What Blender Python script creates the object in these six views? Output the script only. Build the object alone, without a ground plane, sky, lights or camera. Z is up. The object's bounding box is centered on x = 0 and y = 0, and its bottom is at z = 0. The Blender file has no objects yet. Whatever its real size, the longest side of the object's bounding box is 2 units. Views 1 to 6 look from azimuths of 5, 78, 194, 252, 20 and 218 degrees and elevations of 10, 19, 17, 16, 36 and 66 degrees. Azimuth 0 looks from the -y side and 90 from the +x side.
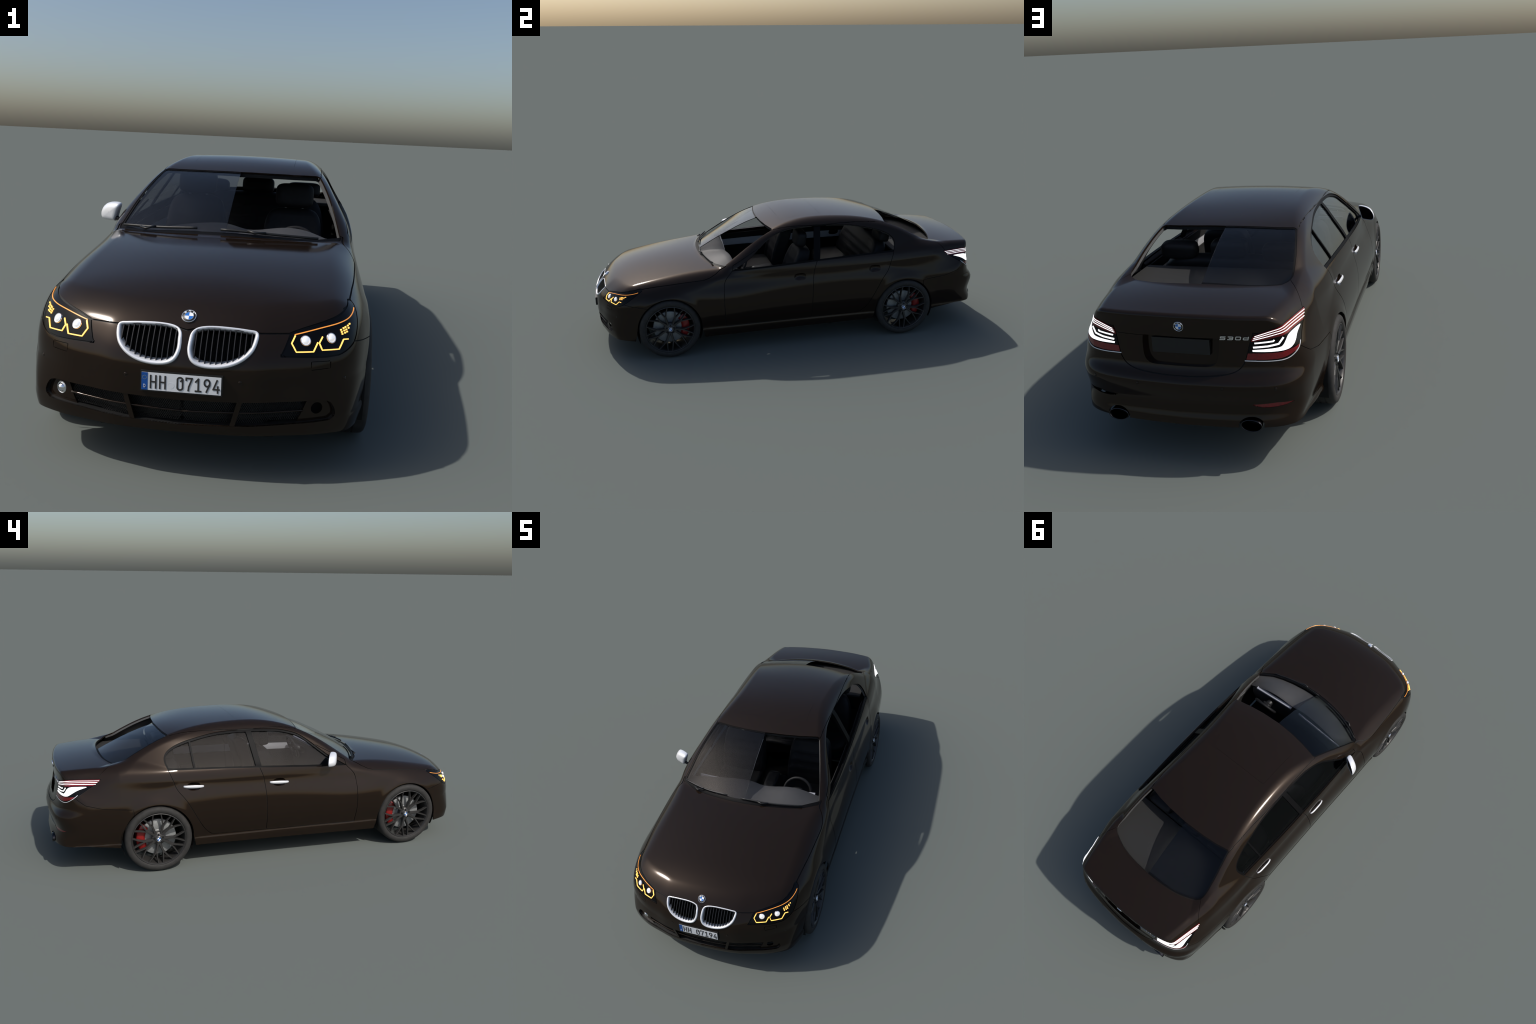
import bpy, math, random
import numpy as np
from mathutils import Vector, Matrix

random.seed(7)
CX = 0.013            # the car's own centre plane (one mirror only, so it is off the frame's centre)
YF, YR, ZW = -0.650, 0.547, 0.147   # axles
H = 0.0065            # polygon size of the body surface

# ------------------------------------------------------------------ materials
def new_mat(name):
    m = bpy.data.materials.new(name); m.use_nodes = True
    return m, m.node_tree.nodes, m.node_tree.links, m.node_tree.nodes["Principled BSDF"]

def mat(name, col, rough=0.5, metal=0.0, coat=0.0, coat_rough=0.03, spec=0.5, emit=None, estr=0.0,
        noise=0.0, nscale=40.0, bump=0.0, bscale=300.0, trans=0.0, ior=1.45, alpha=None):
    m, N, L, b = new_mat(name)
    b.inputs["Base Color"].default_value = (*col, 1)
    b.inputs["Roughness"].default_value = rough
    b.inputs["Metallic"].default_value = metal
    b.inputs["Specular IOR Level"].default_value = spec
    b.inputs["Coat Weight"].default_value = coat
    b.inputs["Coat Roughness"].default_value = coat_rough
    b.inputs["Transmission Weight"].default_value = trans
    b.inputs["IOR"].default_value = ior
    if emit:
        b.inputs["Emission Color"].default_value = (*emit, 1)
        b.inputs["Emission Strength"].default_value = estr
    if noise or bump:
        tc = N.new("ShaderNodeTexCoord")
    if noise:
        n = N.new("ShaderNodeTexNoise"); n.inputs["Scale"].default_value = nscale; n.inputs["Detail"].default_value = 4
        r = N.new("ShaderNodeValToRGB")
        r.color_ramp.elements[0].position = 0.3; r.color_ramp.elements[1].position = 0.7
        r.color_ramp.elements[0].color = (*[c * (1 - noise) for c in col], 1)
        r.color_ramp.elements[1].color = (*[c * (1 + noise) for c in col], 1)
        L.new(tc.outputs["Object"], n.inputs["Vector"]); L.new(n.outputs["Fac"], r.inputs["Fac"])
        L.new(r.outputs["Color"], b.inputs["Base Color"])
    if bump:
        n2 = N.new("ShaderNodeTexNoise"); n2.inputs["Scale"].default_value = bscale; n2.inputs["Detail"].default_value = 3
        bp = N.new("ShaderNodeBump"); bp.inputs["Strength"].default_value = bump; bp.inputs["Distance"].default_value = 0.001
        L.new(tc.outputs["Object"], n2.inputs["Vector"]); L.new(n2.outputs["Fac"], bp.inputs["Height"])
        L.new(bp.outputs["Normal"], b.inputs["Normal"])
    return m

def glass_mat(name, tint):
    m, N, L, b = new_mat(name)
    b.inputs["Base Color"].default_value = (*tint, 1); b.inputs["Roughness"].default_value = 0.0
    b.inputs["Transmission Weight"].default_value = 1.0; b.inputs["IOR"].default_value = 1.27
    return m

PAINT = mat("brown_metallic_paint", (0.0205, 0.0128, 0.0084), rough=0.10, metal=0.45, spec=0.5, noise=0.04, nscale=900)
SEAM = mat("panel_gap_black", (0.004, 0.004, 0.004), rough=0.7)
TRIM = mat("black_window_trim", (0.0035, 0.0035, 0.004), rough=0.5, spec=0.10)
PLASTIC = mat("black_plastic", (0.010, 0.010, 0.010), rough=0.45, bump=0.2)
GLOSS = mat("gloss_black_lamp", (0.003, 0.003, 0.0035), rough=0.12, spec=0.22)
CHROME = mat("bright_chrome", (0.86, 0.87, 0.90), rough=0.10, metal=1.0)
SATIN = mat("satin_silver", (0.82, 0.83, 0.86), rough=0.30, metal=0.35)
RUBBER = mat("tyre_rubber", (0.024, 0.0228, 0.0215), rough=0.75, noise=0.25, nscale=60, bump=0.25)
RIM = mat("dark_rim_paint", (0.034, 0.0325, 0.0315), rough=0.42, metal=0.2, coat=0.3)
DISC = mat("brake_steel", (0.30, 0.31, 0.31), rough=0.45, metal=0.3, noise=0.1, nscale=200)
CALIPER = mat("red_caliper", (0.22, 0.009, 0.008), rough=0.35, coat=0.4)
GLASS = glass_mat("tinted_glass", (0.60, 0.61, 0.63))
LEATHER = mat("black_leather", (0.009, 0.009, 0.010), rough=0.55, spec=0.25, bump=0.25, bscale=500, noise=0.15, nscale=80)
DASH = mat("dash_plastic", (0.045, 0.045, 0.047), rough=0.6, bump=0.2, bscale=600, noise=0.05)
SHELF = mat("shelf_fabric", (0.018, 0.018, 0.018), rough=0.9, noise=0.1, nscale=300)
CARPET = mat("cabin_carpet", (0.008, 0.008, 0.008), rough=0.95, noise=0.3, nscale=300)
LINING = mat("headliner_fabric", (0.012, 0.012, 0.013), rough=0.95, noise=0.1, nscale=300)
DOORTRIM = mat("pale_door_trim", (0.62, 0.63, 0.66), rough=0.35)
DASHTRIM = mat("dash_silver_trim", (0.30, 0.31, 0.35), rough=0.4)  # silver darkened and tinted bluish to bake in sky-only shade on the dash
PILLAR = mat("pillar_trim", (0.06, 0.06, 0.06), rough=0.6, noise=0.05)
AMBER = mat("amber_light_strip", (1.0, 0.55, 0.12), rough=0.4, emit=(1.0, 0.47, 0.10), estr=1.9)
AMBER2 = mat("amber_reflector_strip", (0.75, 0.30, 0.06), rough=0.3, emit=(1.0, 0.33, 0.05), estr=0.55)
WHITE_L = mat("white_light_strip", (0.95, 0.95, 0.95), rough=0.4, emit=(1, 1, 1), estr=1.3)
REDLENS = mat("red_lamp_lens", (0.16, 0.002, 0.005), rough=0.12, coat=0.6, noise=0.25, nscale=150)
LENSBALL = mat("projector_lens", (0.85, 0.86, 0.9), rough=0.08, metal=0.5, emit=(1, 1, 1), estr=0.5)
PLATEW = mat("plate_white", (0.75, 0.76, 0.78), rough=0.35, noise=0.04, nscale=30, bump=0.3, bscale=40)
PLATEB = mat("plate_blue", (0.01, 0.08, 0.33), rough=0.35)
PLATET = mat("plate_black_ink", (0.03, 0.028, 0.027), rough=0.5)
STARY = mat("plate_star_yellow", (0.35, 0.40, 0.10), rough=0.5)
BADGEB = mat("badge_blue", (0.02, 0.16, 0.55), rough=0.25)
BADGEW = mat("badge_white", (0.85, 0.86, 0.87), rough=0.25)
MESHB = mat("grille_mesh", (0.012, 0.012, 0.012), rough=0.4)
VOID = mat("dark_cavity", (0.003, 0.003, 0.003), rough=0.9)
SLAT = mat("grille_slat", (0.014, 0.013, 0.012), rough=0.3, coat=0.3)
MIRRORG = mat("mirror_glass", (0.06, 0.065, 0.075), rough=0.03, metal=1.0)

# ------------------------------------------------------------------ object helpers
root = bpy.data.objects.new("sedan_car", None)
root.location = (CX, 0, 0)
root["label"] = "dark brown four door sedan with black multi spoke wheels"
root["category"] = "car"
bpy.context.scene.collection.objects.link(root)

def add_obj(name, me, parent=None):
    o = bpy.data.objects.new(name, me)
    bpy.context.scene.collection.objects.link(o)
    o.parent = parent or root
    return o

def make(name, V, Fc, material, parent=None, smooth=True, loop_normals=None, angle=None):
    me = bpy.data.meshes.new(name)
    me.from_pydata([tuple(map(float, v)) for v in V], [], [tuple(map(int, f)) for f in Fc])
    me.materials.append(material)
    me.update()
    if smooth:
        me.polygons.foreach_set("use_smooth", [True] * len(me.polygons))
    if loop_normals is not None:
        me.normals_split_custom_set([tuple(map(float, n)) for n in loop_normals])
    elif angle is not None:
        me.set_sharp_from_angle(angle=math.radians(angle))
    return add_obj(name, me, parent)

def merge(parts):
    """join (V,F) lists"""
    V, Fc, k = [], [], 0
    for v, f in parts:
        V.extend(v); Fc.extend([tuple(i + k for i in q) for q in f]); k += len(v)
    return V, Fc

def xf(vf, M):
    return [tuple(M @ Vector(p)) for p in vf[0]], vf[1]

def lathe(profile, n, axis="x", closed=False):
    """profile: (r, a) pairs, a runs along the axis"""
    V, Fc = [], []
    m = len(profile)
    for i in range(n):
        t = 2 * math.pi * i / n; c, s = math.cos(t), math.sin(t)
        for r, a in profile:
            V.append((a, r * c, r * s) if axis == "x" else ((r * c, a, r * s) if axis == "y" else (r * c, r * s, a)))
    rng = m if closed else m - 1
    for i in range(n):
        j = (i + 1) % n
        for k in range(rng):
            l = (k + 1) % m
            Fc.append((i * m + k, i * m + l, j * m + l, j * m + k))
    return V, Fc

def disc_fan(r, n, a, axis="x"):
    V = [(a, 0, 0)] + [(a, r * math.cos(2 * math.pi * i / n), r * math.sin(2 * math.pi * i / n)) for i in range(n)]
    Fc = [(0, 1 + i, 1 + (i + 1) % n) for i in range(n)]
    return V, Fc

def box(cx, cy, cz, sx, sy, sz):
    V = [(cx + a * sx / 2, cy + b * sy / 2, cz + c * sz / 2) for a in (-1, 1) for b in (-1, 1) for c in (-1, 1)]
    return V, [(0, 1, 3, 2), (4, 6, 7, 5), (0, 4, 5, 1), (2, 3, 7, 6), (0, 2, 6, 4), (1, 5, 7, 3)]

def soft_block(sx, sy, sz, n=10, e=4.0, e2=None):
    """rounded cushion: a superellipsoid on a spherified cube"""
    e2 = e2 or e
    V, Fc, key = [], [], {}
    def vid(p):
        k = tuple(round(q, 5) for q in p)
        if k not in key:
            d = (abs(p[0]) ** e + abs(p[1]) ** e + abs(p[2]) ** e) ** (1 / e)
            key[k] = len(V); V.append((p[0] / d * sx / 2, p[1] / d * sy / 2, p[2] / d * sz / 2))
        return key[k]
    for ax in range(3):
        for sg in (-1, 1):
            for i in range(n):
                for j in range(n):
                    q = []
                    for a, b in ((0, 0), (1, 0), (1, 1), (0, 1)):
                        u = math.tan((2 * (i + a) / n - 1) * math.pi / 4); v = math.tan((2 * (j + b) / n - 1) * math.pi / 4)
                        p = [0, 0, 0]; p[ax] = sg; p[(ax + 1) % 3] = u; p[(ax + 2) % 3] = v
                        q.append(vid(p))
                    Fc.append(tuple(q if sg > 0 else q[::-1]))
    return V, Fc

def tube(path, r, n=8, closed=False, flat=1.0):
    """round tube along a 3D polyline"""
    path = [Vector(p) for p in path]; V, Fc = [], []
    m = len(path)
    up0 = Vector((0.13, 0.21, 1))
    for i, p in enumerate(path):
        a = path[(i - 1) % m] if (closed or i) else p
        b = path[(i + 1) % m] if (closed or i < m - 1) else p
        t = (b - a).normalized(); s = t.cross(up0).normalized(); u = s.cross(t)
        rr = r[i] if isinstance(r, (list, tuple)) else r
        for k in range(n):
            w = 2 * math.pi * k / n
            V.append(tuple(p + rr * (math.cos(w) * s + flat * math.sin(w) * u)))
    for i in range(m if closed else m - 1):
        j = (i + 1) % m
        for k in range(n):
            l = (k + 1) % n
            Fc.append((i * n + k, i * n + l, j * n + l, j * n + k))
    if not closed:
        Fc.append(tuple(range(n))[::-1]); Fc.append(tuple((m - 1) * n + k for k in range(n)))
    return V, Fc

def cr(points, per=8, closed=False):
    """Catmull-Rom through the points"""
    P = [np.array(p, float) for p in points]; n = len(P); out = []
    for i in range(n if closed else n - 1):
        if closed:
            p0, p1, p2, p3 = P[i - 1], P[i], P[(i + 1) % n], P[(i + 2) % n]
        else:
            p0, p1, p2, p3 = P[max(i - 1, 0)], P[i], P[i + 1], P[min(i + 2, n - 1)]
        for k in range(per):
            t = k / per
            out.append(0.5 * (2 * p1 + (p2 - p0) * t + (2 * p0 - 5 * p1 + 4 * p2 - p3) * t * t + (3 * p1 - p0 - 3 * p2 + p3) * t ** 3))
    if not closed:
        out.append(P[-1])
    return [tuple(p) for p in out]

# ------------------------------------------------------------------ curves of the body
class Curve:
    """natural cubic through (a, b) pairs, tabulated"""
    def __init__(self, *pts, lin=False):
        x = np.array([p[0] for p in pts], float); y = np.array([p[1] for p in pts], float)
        self.lo, self.hi = x[0], x[-1]
        t = np.linspace(x[0], x[-1], 3000)
        if lin or len(x) < 3:
            v = np.interp(t, x, y)
        else:
            n = len(x); h = np.diff(x); A = np.zeros((n, n)); r = np.zeros(n); A[0, 0] = A[-1, -1] = 1
            for i in range(1, n - 1):
                A[i, i - 1] = h[i - 1]; A[i, i] = 2 * (h[i - 1] + h[i]); A[i, i + 1] = h[i]
                r[i] = 6 * ((y[i + 1] - y[i]) / h[i] - (y[i] - y[i - 1]) / h[i - 1])
            m = np.linalg.solve(A, r)
            k = np.clip(np.searchsorted(x, t) - 1, 0, n - 2); a = x[k + 1] - t; b = t - x[k]; hk = h[k]
            v = (m[k] * a ** 3 + m[k + 1] * b ** 3) / (6 * hk) + (y[k] / hk - m[k] * hk / 6) * a + (y[k + 1] / hk - m[k + 1] * hk / 6) * b
        self.t, self.v = t, v
    def __call__(self, q):
        return np.interp(q, self.t, self.v)

# plan: half width along the length (at the widest height)
WID = Curve((-1.05, .350), (-.90, .364), (-.78, .3735), (-.65, .3795), (-.45, .3830), (-.3, .3825), (-.1, .3795), (.1, .3780), (.35, .3775), (.55, .3755), (.66, .368), (.75, .3615), (.9, .346), (1.05, .323))
CREASE = Curve((-1.0, .35), (-.75, .362), (-.36, .374), (.05, .388), (.35, .392), (.53, .398), (.72, .410), (.9, .418), (1.05, .42))
# section: how far the side stands in, above/below the shoulder crease
SECT = Curve((-.40, .012), (-.30, .010), (-.25, .006), (-.20, .002), (-.15, .0), (-.10, .003), (-.06, .010), (-.03, .0175), (-.008, .0215),
             (.0, .0230), (.008, .0255), (.03, .0335), (.06, .047), (.10, .070), (.2, .13))
TUCK = Curve((-1.05, .0), (-.7, .0), (-.5, .006), (-.34, .012), (-.2, .007), (0, .002), (.3, .002), (.5, .010), (.65, .019), (.78, .028), (.86, .036), (.93, .047), (1.05, .065))
TUCK_Z = Curve((-.3, 0), (-.16, 0), (-.10, .13), (-.05, .52), (0, .9), (.04, 1), (.3, 1))
SILL = Curve((0., .014), (.07, .011), (.095, .0080), (.122, .0050), (.128, .0054), (.137, .0086), (.148, .0082), (.175, .0040), (.21, .0008), (.25, .0), (.4, .0), (.7, .0))
# deck: centre height and crown of bonnet, belt level, boot
DECK = Curve((-1.08, .20), (-1.0, .283), (-.955, .318), (-.92, .340), (-.88, .3585), (-.83, .3745), (-.76, .389), (-.66, .404), (-.55, .4155), (-.45, .4225),
             (-.36, .428), (-.2, .433), (0, .438), (.09, .442), (.3, .450), (.49, .458), (.62, .465), (.72, .468), (.80, .4655), (.88, .459), (.95, .451), (1.05, .440))
DECK_K = Curve((-1.05, .28), (-.85, .30), (-.7, .27), (-.55, .20), (-.42, .145), (-.2, .15), (0, .15), (.5, .15), (.7, .14), (.85, .13), (1.05, .11))
SHOULDER = Curve((-1.05, .048), (-.9, .062), (-.8, .070), (-.65, .070), (-.45, .052), (-.36, .028), (-.25, .012), (.45, .012), (.6, .020), (.75, .024), (1.05, .018))
# nose and tail: centre profile over the height, and how the plan falls back to the side
NOSE = Curve((0, .91), (.06, .953), (.085, .973), (.10, .981), (.13, .988), (.17, .9935), (.21, .9955), (.24, .9935), (.265, .985), (.29, .9715), (.32, .9535), (.36, .92), (.45, .85), (.7, .6))
NOSE_PLAN = Curve((0, 0), (.06, .002), (.12, .0085), (.15, .0150), (.18, .0260), (.22, .041), (.26, .059), (.30, .086), (.33, .115), (.36, .165), (.40, .26))
TAIL = Curve((0, .95), (.09, .975), (.115, .990), (.135, .997), (.15, .996), (.165, .991), (.18, .987), (.195, .986), (.215, .991), (.24, .998), (.255, .9995), (.27, .993), (.285, .981),
             (.30, .974), (.34, .966), (.38, .959), (.41, .958), (.435, .961), (.455, .963), (.48, .960), (.7, .93))
TAIL_PLAN = Curve((0, 0), (.08, .003), (.15, .008), (.21, .0165), (.25, .0255), (.28, .0370), (.30, .0490), (.32, .0680), (.34, .098), (.36, .145), (.40, .28))
# cabin
ROOF = Curve((-1.1, .05), (-.62, .345), (-.54, .383), (-.467, .424), (-.38, .474), (-.30, .5145), (-.22, .551), (-.1485, .5765), (-.09, .5935), (-.03, .6065), (.05, .6165),
             (.13, .619), (.22, .6165), (.30, .611), (.40, .599), (.50, .580), (.58, .555), (.66, .522), (.72, .4935), (.763, .4715), (.85, .424), (1.0, .33), (1.1, .25))
ROOF_K = Curve((-.6, .70), (-.45, .66), (-.36, .58), (-.25, .42), (-.12, .21), (0, .15), (.2, .14), (.4, .18), (.48, .28), (.6, .45), (.72, .62), (.85, .68), (1, .7))
CABIN = Curve((-.7, .22), (-.55, .285), (-.45, .314), (-.35, .3305), (-.2, .341), (0, .345), (.15, .345), (.3, .343), (.42, .3395), (.5, .335), (.6, .323), (.7, .306), (.8, .284), (1.0, .22))
LEAN = Curve((-.45, .20), (-.2, .06), (-.1, .012), (-.05, -.004), (-.02, -.005), (0, .0), (.05, .026), (.10, .058), (.135, .081), (.16, .103), (.19, .138), (.24, .22))

def rmax(a, b, r):
    return np.minimum(np.maximum(a, b), -r) + np.sqrt(np.maximum(a + r, 0) ** 2 + np.maximum(b + r, 0) ** 2)
def rmin(a, b, r):
    return -rmax(-a, -b, r)

def body_field(P):
    """signed distance-like field of the closed body; negative inside"""
    X = np.abs(P[:, 0]); y = P[:, 1]; z = P[:, 2]
    side_x = WID(y) - SECT(z - CREASE(y)) - SILL(z) - TUCK(y) * TUCK_Z(z - CREASE(y))
    for yc in (YF, YR):                                  # flared wheel arches
        d = np.hypot(y - yc, np.maximum(z - ZW, 0) + np.minimum(z - ZW, 0) * .3)
        side_x = side_x + 0.0030 * np.exp(-((d - .158) / .020) ** 2)
    side = (X - side_x) * .97
    slope = (DECK(y + .005) - DECK(y - .005)) / .01
    deck = (z - DECK(y) + DECK_K(y) * X * X) / np.sqrt(1 + slope ** 2 + (2 * DECK_K(y) * X) ** 2)
    ps = (NOSE_PLAN(X + .004) - NOSE_PLAN(X - .004)) / .008
    nose = (-y - NOSE(z) + NOSE_PLAN(X) * (1 - .22 * np.clip((.21 - z) / .07, 0, 1))) / np.sqrt(1.05 + ps ** 2)
    ts = (TAIL_PLAN(X + .004) - TAIL_PLAN(X - .004)) / .008
    tail = (y - TAIL(z) + TAIL_PLAN(X)) / np.sqrt(1.02 + ts ** 2)
    low = rmax(deck, side, SHOULDER(y))
    low = rmax(low, nose, .030)
    low = rmax(low, tail, .012)
    rs = (ROOF(y + .005) - ROOF(y - .005)) / .01
    roof = (z - ROOF(y) + ROOF_K(y) * X * X) / np.sqrt(1 + rs ** 2 + (2 * ROOF_K(y) * X) ** 2)
    cab = (X - CABIN(y) + LEAN(z - .425)) * .84
    cabin = np.maximum(rmax(roof, cab, .018), np.abs(y - .05) - .85)
    blend = .007 + .05 * np.clip((y - .45) / .25, 0, 1) * np.clip((X - .235) / .05, 0, 1)
    return rmin(low, cabin, blend)

def grad(P, e=.0012):
    g = np.zeros_like(P)
    for k in range(3):
        d = np.zeros(3); d[k] = e
        g[:, k] = (body_field(P + d) - body_field(P - d)) / (2 * e)
    return g
def snap(P, it=5):
    P = np.array(P, float).copy()
    for _ in range(it):
        g = grad(P); P -= np.clip(body_field(P) / np.maximum((g * g).sum(1), .05), -.02, .02)[:, None] * g
    return P
def normals(P):
    g = grad(P, .0016); return g / np.linalg.norm(g, axis=1)[:, None]

def polygonise():
    xs = np.arange(-3, int(.42 / H)) * H; ys = np.arange(-1.03, 1.03, H); zs = np.arange(.045, .645, H)
    G = np.stack(np.meshgrid(xs, ys, zs, indexing="ij"), -1)
    shp = G.shape[:3]; V = body_field(G.reshape(-1, 3)).reshape(shp); ins = V < 0
    c = np.zeros(tuple(s - 1 for s in shp), int)
    corners = [(i, j, k) for i in (0, 1) for j in (0, 1) for k in (0, 1)]
    for i, j, k in corners:
        c += ins[i:shp[0] - 1 + i, j:shp[1] - 1 + j, k:shp[2] - 1 + k]
    act = (c > 0) & (c < 8); idx = -np.ones(c.shape, int); cells = np.argwhere(act); idx[act] = np.arange(len(cells))
    acc = np.zeros((len(cells), 3)); cnt = np.zeros(len(cells))
    for a in range(8):
        for b in range(a + 1, 8):
            ca, cb = np.array(corners[a]), np.array(corners[b])
            if np.abs(ca - cb).sum() != 1: continue
            ia, ib = cells + ca, cells + cb
            va, vb = V[tuple(ia.T)], V[tuple(ib.T)]; m = (va < 0) != (vb < 0)
            t = (va / np.where(m, va - vb, 1))[:, None]
            p = G[tuple(ia.T)] * (1 - t) + G[tuple(ib.T)] * t
            acc[m] += p[m]; cnt[m] += 1
    P = acc / cnt[:, None]; Q = []
    for ax in range(3):
        o = [0, 0, 0]; o[ax] = 1
        s0 = [slice(1, -1)] * 3; s0[ax] = slice(0, -1); s1 = [slice(1, -1)] * 3; s1[ax] = slice(1, None)
        e = np.argwhere(ins[tuple(s0)] != ins[tuple(s1)])
        off = np.array([1, 1, 1]); off[ax] = 0; e = e + off
        fwd = ins[tuple(e.T)]
        b1 = np.zeros(3, int); b1[(ax + 1) % 3] = 1; b2 = np.zeros(3, int); b2[(ax + 2) % 3] = 1
        q = np.stack([idx[tuple((e - b1 - b2).T)], idx[tuple((e - b2).T)], idx[tuple(e.T)], idx[tuple((e - b1).T)]], 1)
        q[~fwd] = q[~fwd][:, ::-1]; Q.append(q)
    Q = np.concatenate(Q)
    E = np.concatenate([Q[:, [0, 1]], Q[:, [1, 2]], Q[:, [2, 3]], Q[:, [3, 0]]])
    P = snap(P, 4)
    for _ in range(6):
        s = np.zeros_like(P); n = np.zeros(len(P))
        np.add.at(s, E[:, 0], P[E[:, 1]]); np.add.at(n, E[:, 0], 1)
        np.add.at(s, E[:, 1], P[E[:, 0]]); np.add.at(n, E[:, 1], 1)
        P = P + .5 * (s / n[:, None] - P); P = snap(P, 2)
    T = np.concatenate([Q[:, [0, 1, 2]], Q[:, [0, 2, 3]]])
    return P, T

def cut(P, T, f):
    """split triangles along the zero line of f (one value per vertex)"""
    f = np.where(np.abs(f) < 1e-6, 1e-6, f); s = f > 0
    k = s[T].sum(1); whole = T[(k == 0) | (k == 3)]; mix = T[(k == 1) | (k == 2)]
    if not len(mix): return P, T
    sm = s[mix]; lone = np.where(sm.sum(1) == 1, np.argmax(sm, 1), np.argmin(sm, 1)); r = np.arange(len(mix))
    a, b, c = mix[r, lone], mix[r, (lone + 1) % 3], mix[r, (lone + 2) % 3]
    e = np.sort(np.concatenate([np.stack([a, b], 1), np.stack([a, c], 1)]), 1)
    u, inv = np.unique(e, axis=0, return_inverse=True); inv = inv.ravel()
    t = f[u[:, 0]] / (f[u[:, 0]] - f[u[:, 1]]); NP = P[u[:, 0]] * (1 - t[:, None]) + P[u[:, 1]] * t[:, None]
    ab, ac = inv[:len(mix)] + len(P), inv[len(mix):] + len(P)
    return np.concatenate([P, NP]), np.concatenate([whole, np.stack([a, ab, ac], 1), np.stack([ab, b, c], 1), np.stack([ab, c, ac], 1)])

def sd_poly(Q, poly):
    """signed distance to a closed 2D outline; negative inside"""
    A = np.array(poly); lo, hi = A.min(0) - .015, A.max(0) + .015
    near = ((Q > lo) & (Q < hi)).all(1); out = np.full(len(Q), .015)
    if len(Q) and near.any(): out[near] = sd_poly_near(Q[near], A)
    return out

def sd_poly_near(Q, A):
    B = np.roll(A, -1, 0); d = np.full(len(Q), 1e9); w = np.zeros(len(Q), bool)
    for a, b in zip(A, B):
        e = b - a; v = Q - a; t = np.clip((v @ e) / (e @ e + 1e-12), 0, 1)
        d = np.minimum(d, ((v - t[:, None] * e) ** 2).sum(1))
        c = ((a[1] > Q[:, 1]) != (b[1] > Q[:, 1]))
        xi = a[0] + (Q[:, 1] - a[1]) / (e[1] if abs(e[1]) > 1e-12 else 1e-12) * e[0]
        w ^= c & (Q[:, 0] < xi)
    return np.sqrt(d) * np.where(w, -1, 1)

def line_side(u, v, pts):
    """signed offset in u from a polyline u(v)"""
    p = sorted(pts, key=lambda q: q[1]); return u - np.interp(v, [q[1] for q in p], [q[0] for q in p])

# ------------------------------------------------------------------ outlines (each a rule on X=|x|, y, z)
DLO = cr([(-.343, .4045), (-.300, .4285), (-.257, .453), (-.207, .4905), (-.160, .5265), (-.116, .5535), (-.06, .570), (-.006, .5775), (.112, .5815), (.263, .576), (.381, .5555),
          (.445, .5375), (.488, .5145), (.505, .491), (.505, .468), (.4935, .4395)], 6) + [(.3, .4345), (.088, .4265), (-.15, .4135)]
FDOOR = cr([(-.333, .43), (-.339, .405), (-.374, .366), (-.383, .32), (-.385, .26), (-.383, .2), (-.377, .1365)], 5) + [(.056, .1395)] + \
        cr([(.056, .145), (.0570, .22), (.0595, .297), (.0645, .35), (.071, .388), (.085, .425)], 5) + [(.09, .5), (-.2, .5)]
RDOOR = [(.056, .1395), (.29, .1425)] + cr([(.310, .1445), (.337, .168), (.363, .206), (.4185, .304), (.458, .355), (.476, .399), (.492, .44)], 5) + [(.48, .5), (.09, .5)] + \
        cr([(.085, .425), (.071, .388), (.0645, .35), (.0595, .297), (.0570, .22), (.056, .145)], 5)
HEADLAMP = [(-.770, .2645), (-.694, .2612), (-.644, .2592), (-.600, .2597)] + cr([(-.5865, .2615), (-.557, .268), (-.525, .279), (-.49, .300), (-.4615, .321), (-.443, .337)], 5) + \
           cr([(-.443, .343), (-.462, .3465), (-.4927, .340), (-.5596, .3285), (-.634, .3187), (-.680, .3125), (-.7235, .3045)], 5)   # on u = X + y
TAILLAMP = [(-.769, .3255), (-.704, .3240)] + cr([(-.66, .3248), (-.635, .3272), (-.607, .3330), (-.585, .3390), (-.5509, .3520), (-.52, .372), (-.4862, .394), (-.464, .4095)], 5) + \
           cr([(-.461, .4185), (-.53, .4182), (-.58, .4179), (-.615, .4172), (-.6568, .4125), (-.709, .4003), (-.738, .3906)], 5)           # on u = X - y
KIDNEY = cr([(.0135, .300), (.027, .3075), (.055, .310), (.09, .309), (.120, .3065), (.1365, .3035), (.1375, .292), (.130, .274), (.112, .2585), (.088, .2485), (.060, .2445),
             (.034, .2465), (.018, .2545), (.0105, .270), (.0105, .287)], 5, True)                        # X, z
INTAKE = [(-.02, .1740), (.14, .1762)] + cr([(.235, .1755), (.264, .1752), (.287, .170), (.298, .155), (.3, .141), (.290, .131)], 4) + [(.2275, .1285), (.104, .1232), (-.02, .1195)]
WINDSCREEN = [(-.1, -.1485), (0, -.1485), (.09, -.1435), (.16, -.134), (.232, -.1185), (.243, -.121), (.256, -.165), (.273, -.225), (.290, -.295), (.3065, -.372), (.3045, -.386)] + \
             cr([(.295, -.3905), (.244, -.423), (.19, -.442), (.13, -.456), (.06, -.466), (0, -.469)], 4) + [(-.1, -.469)]
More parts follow.
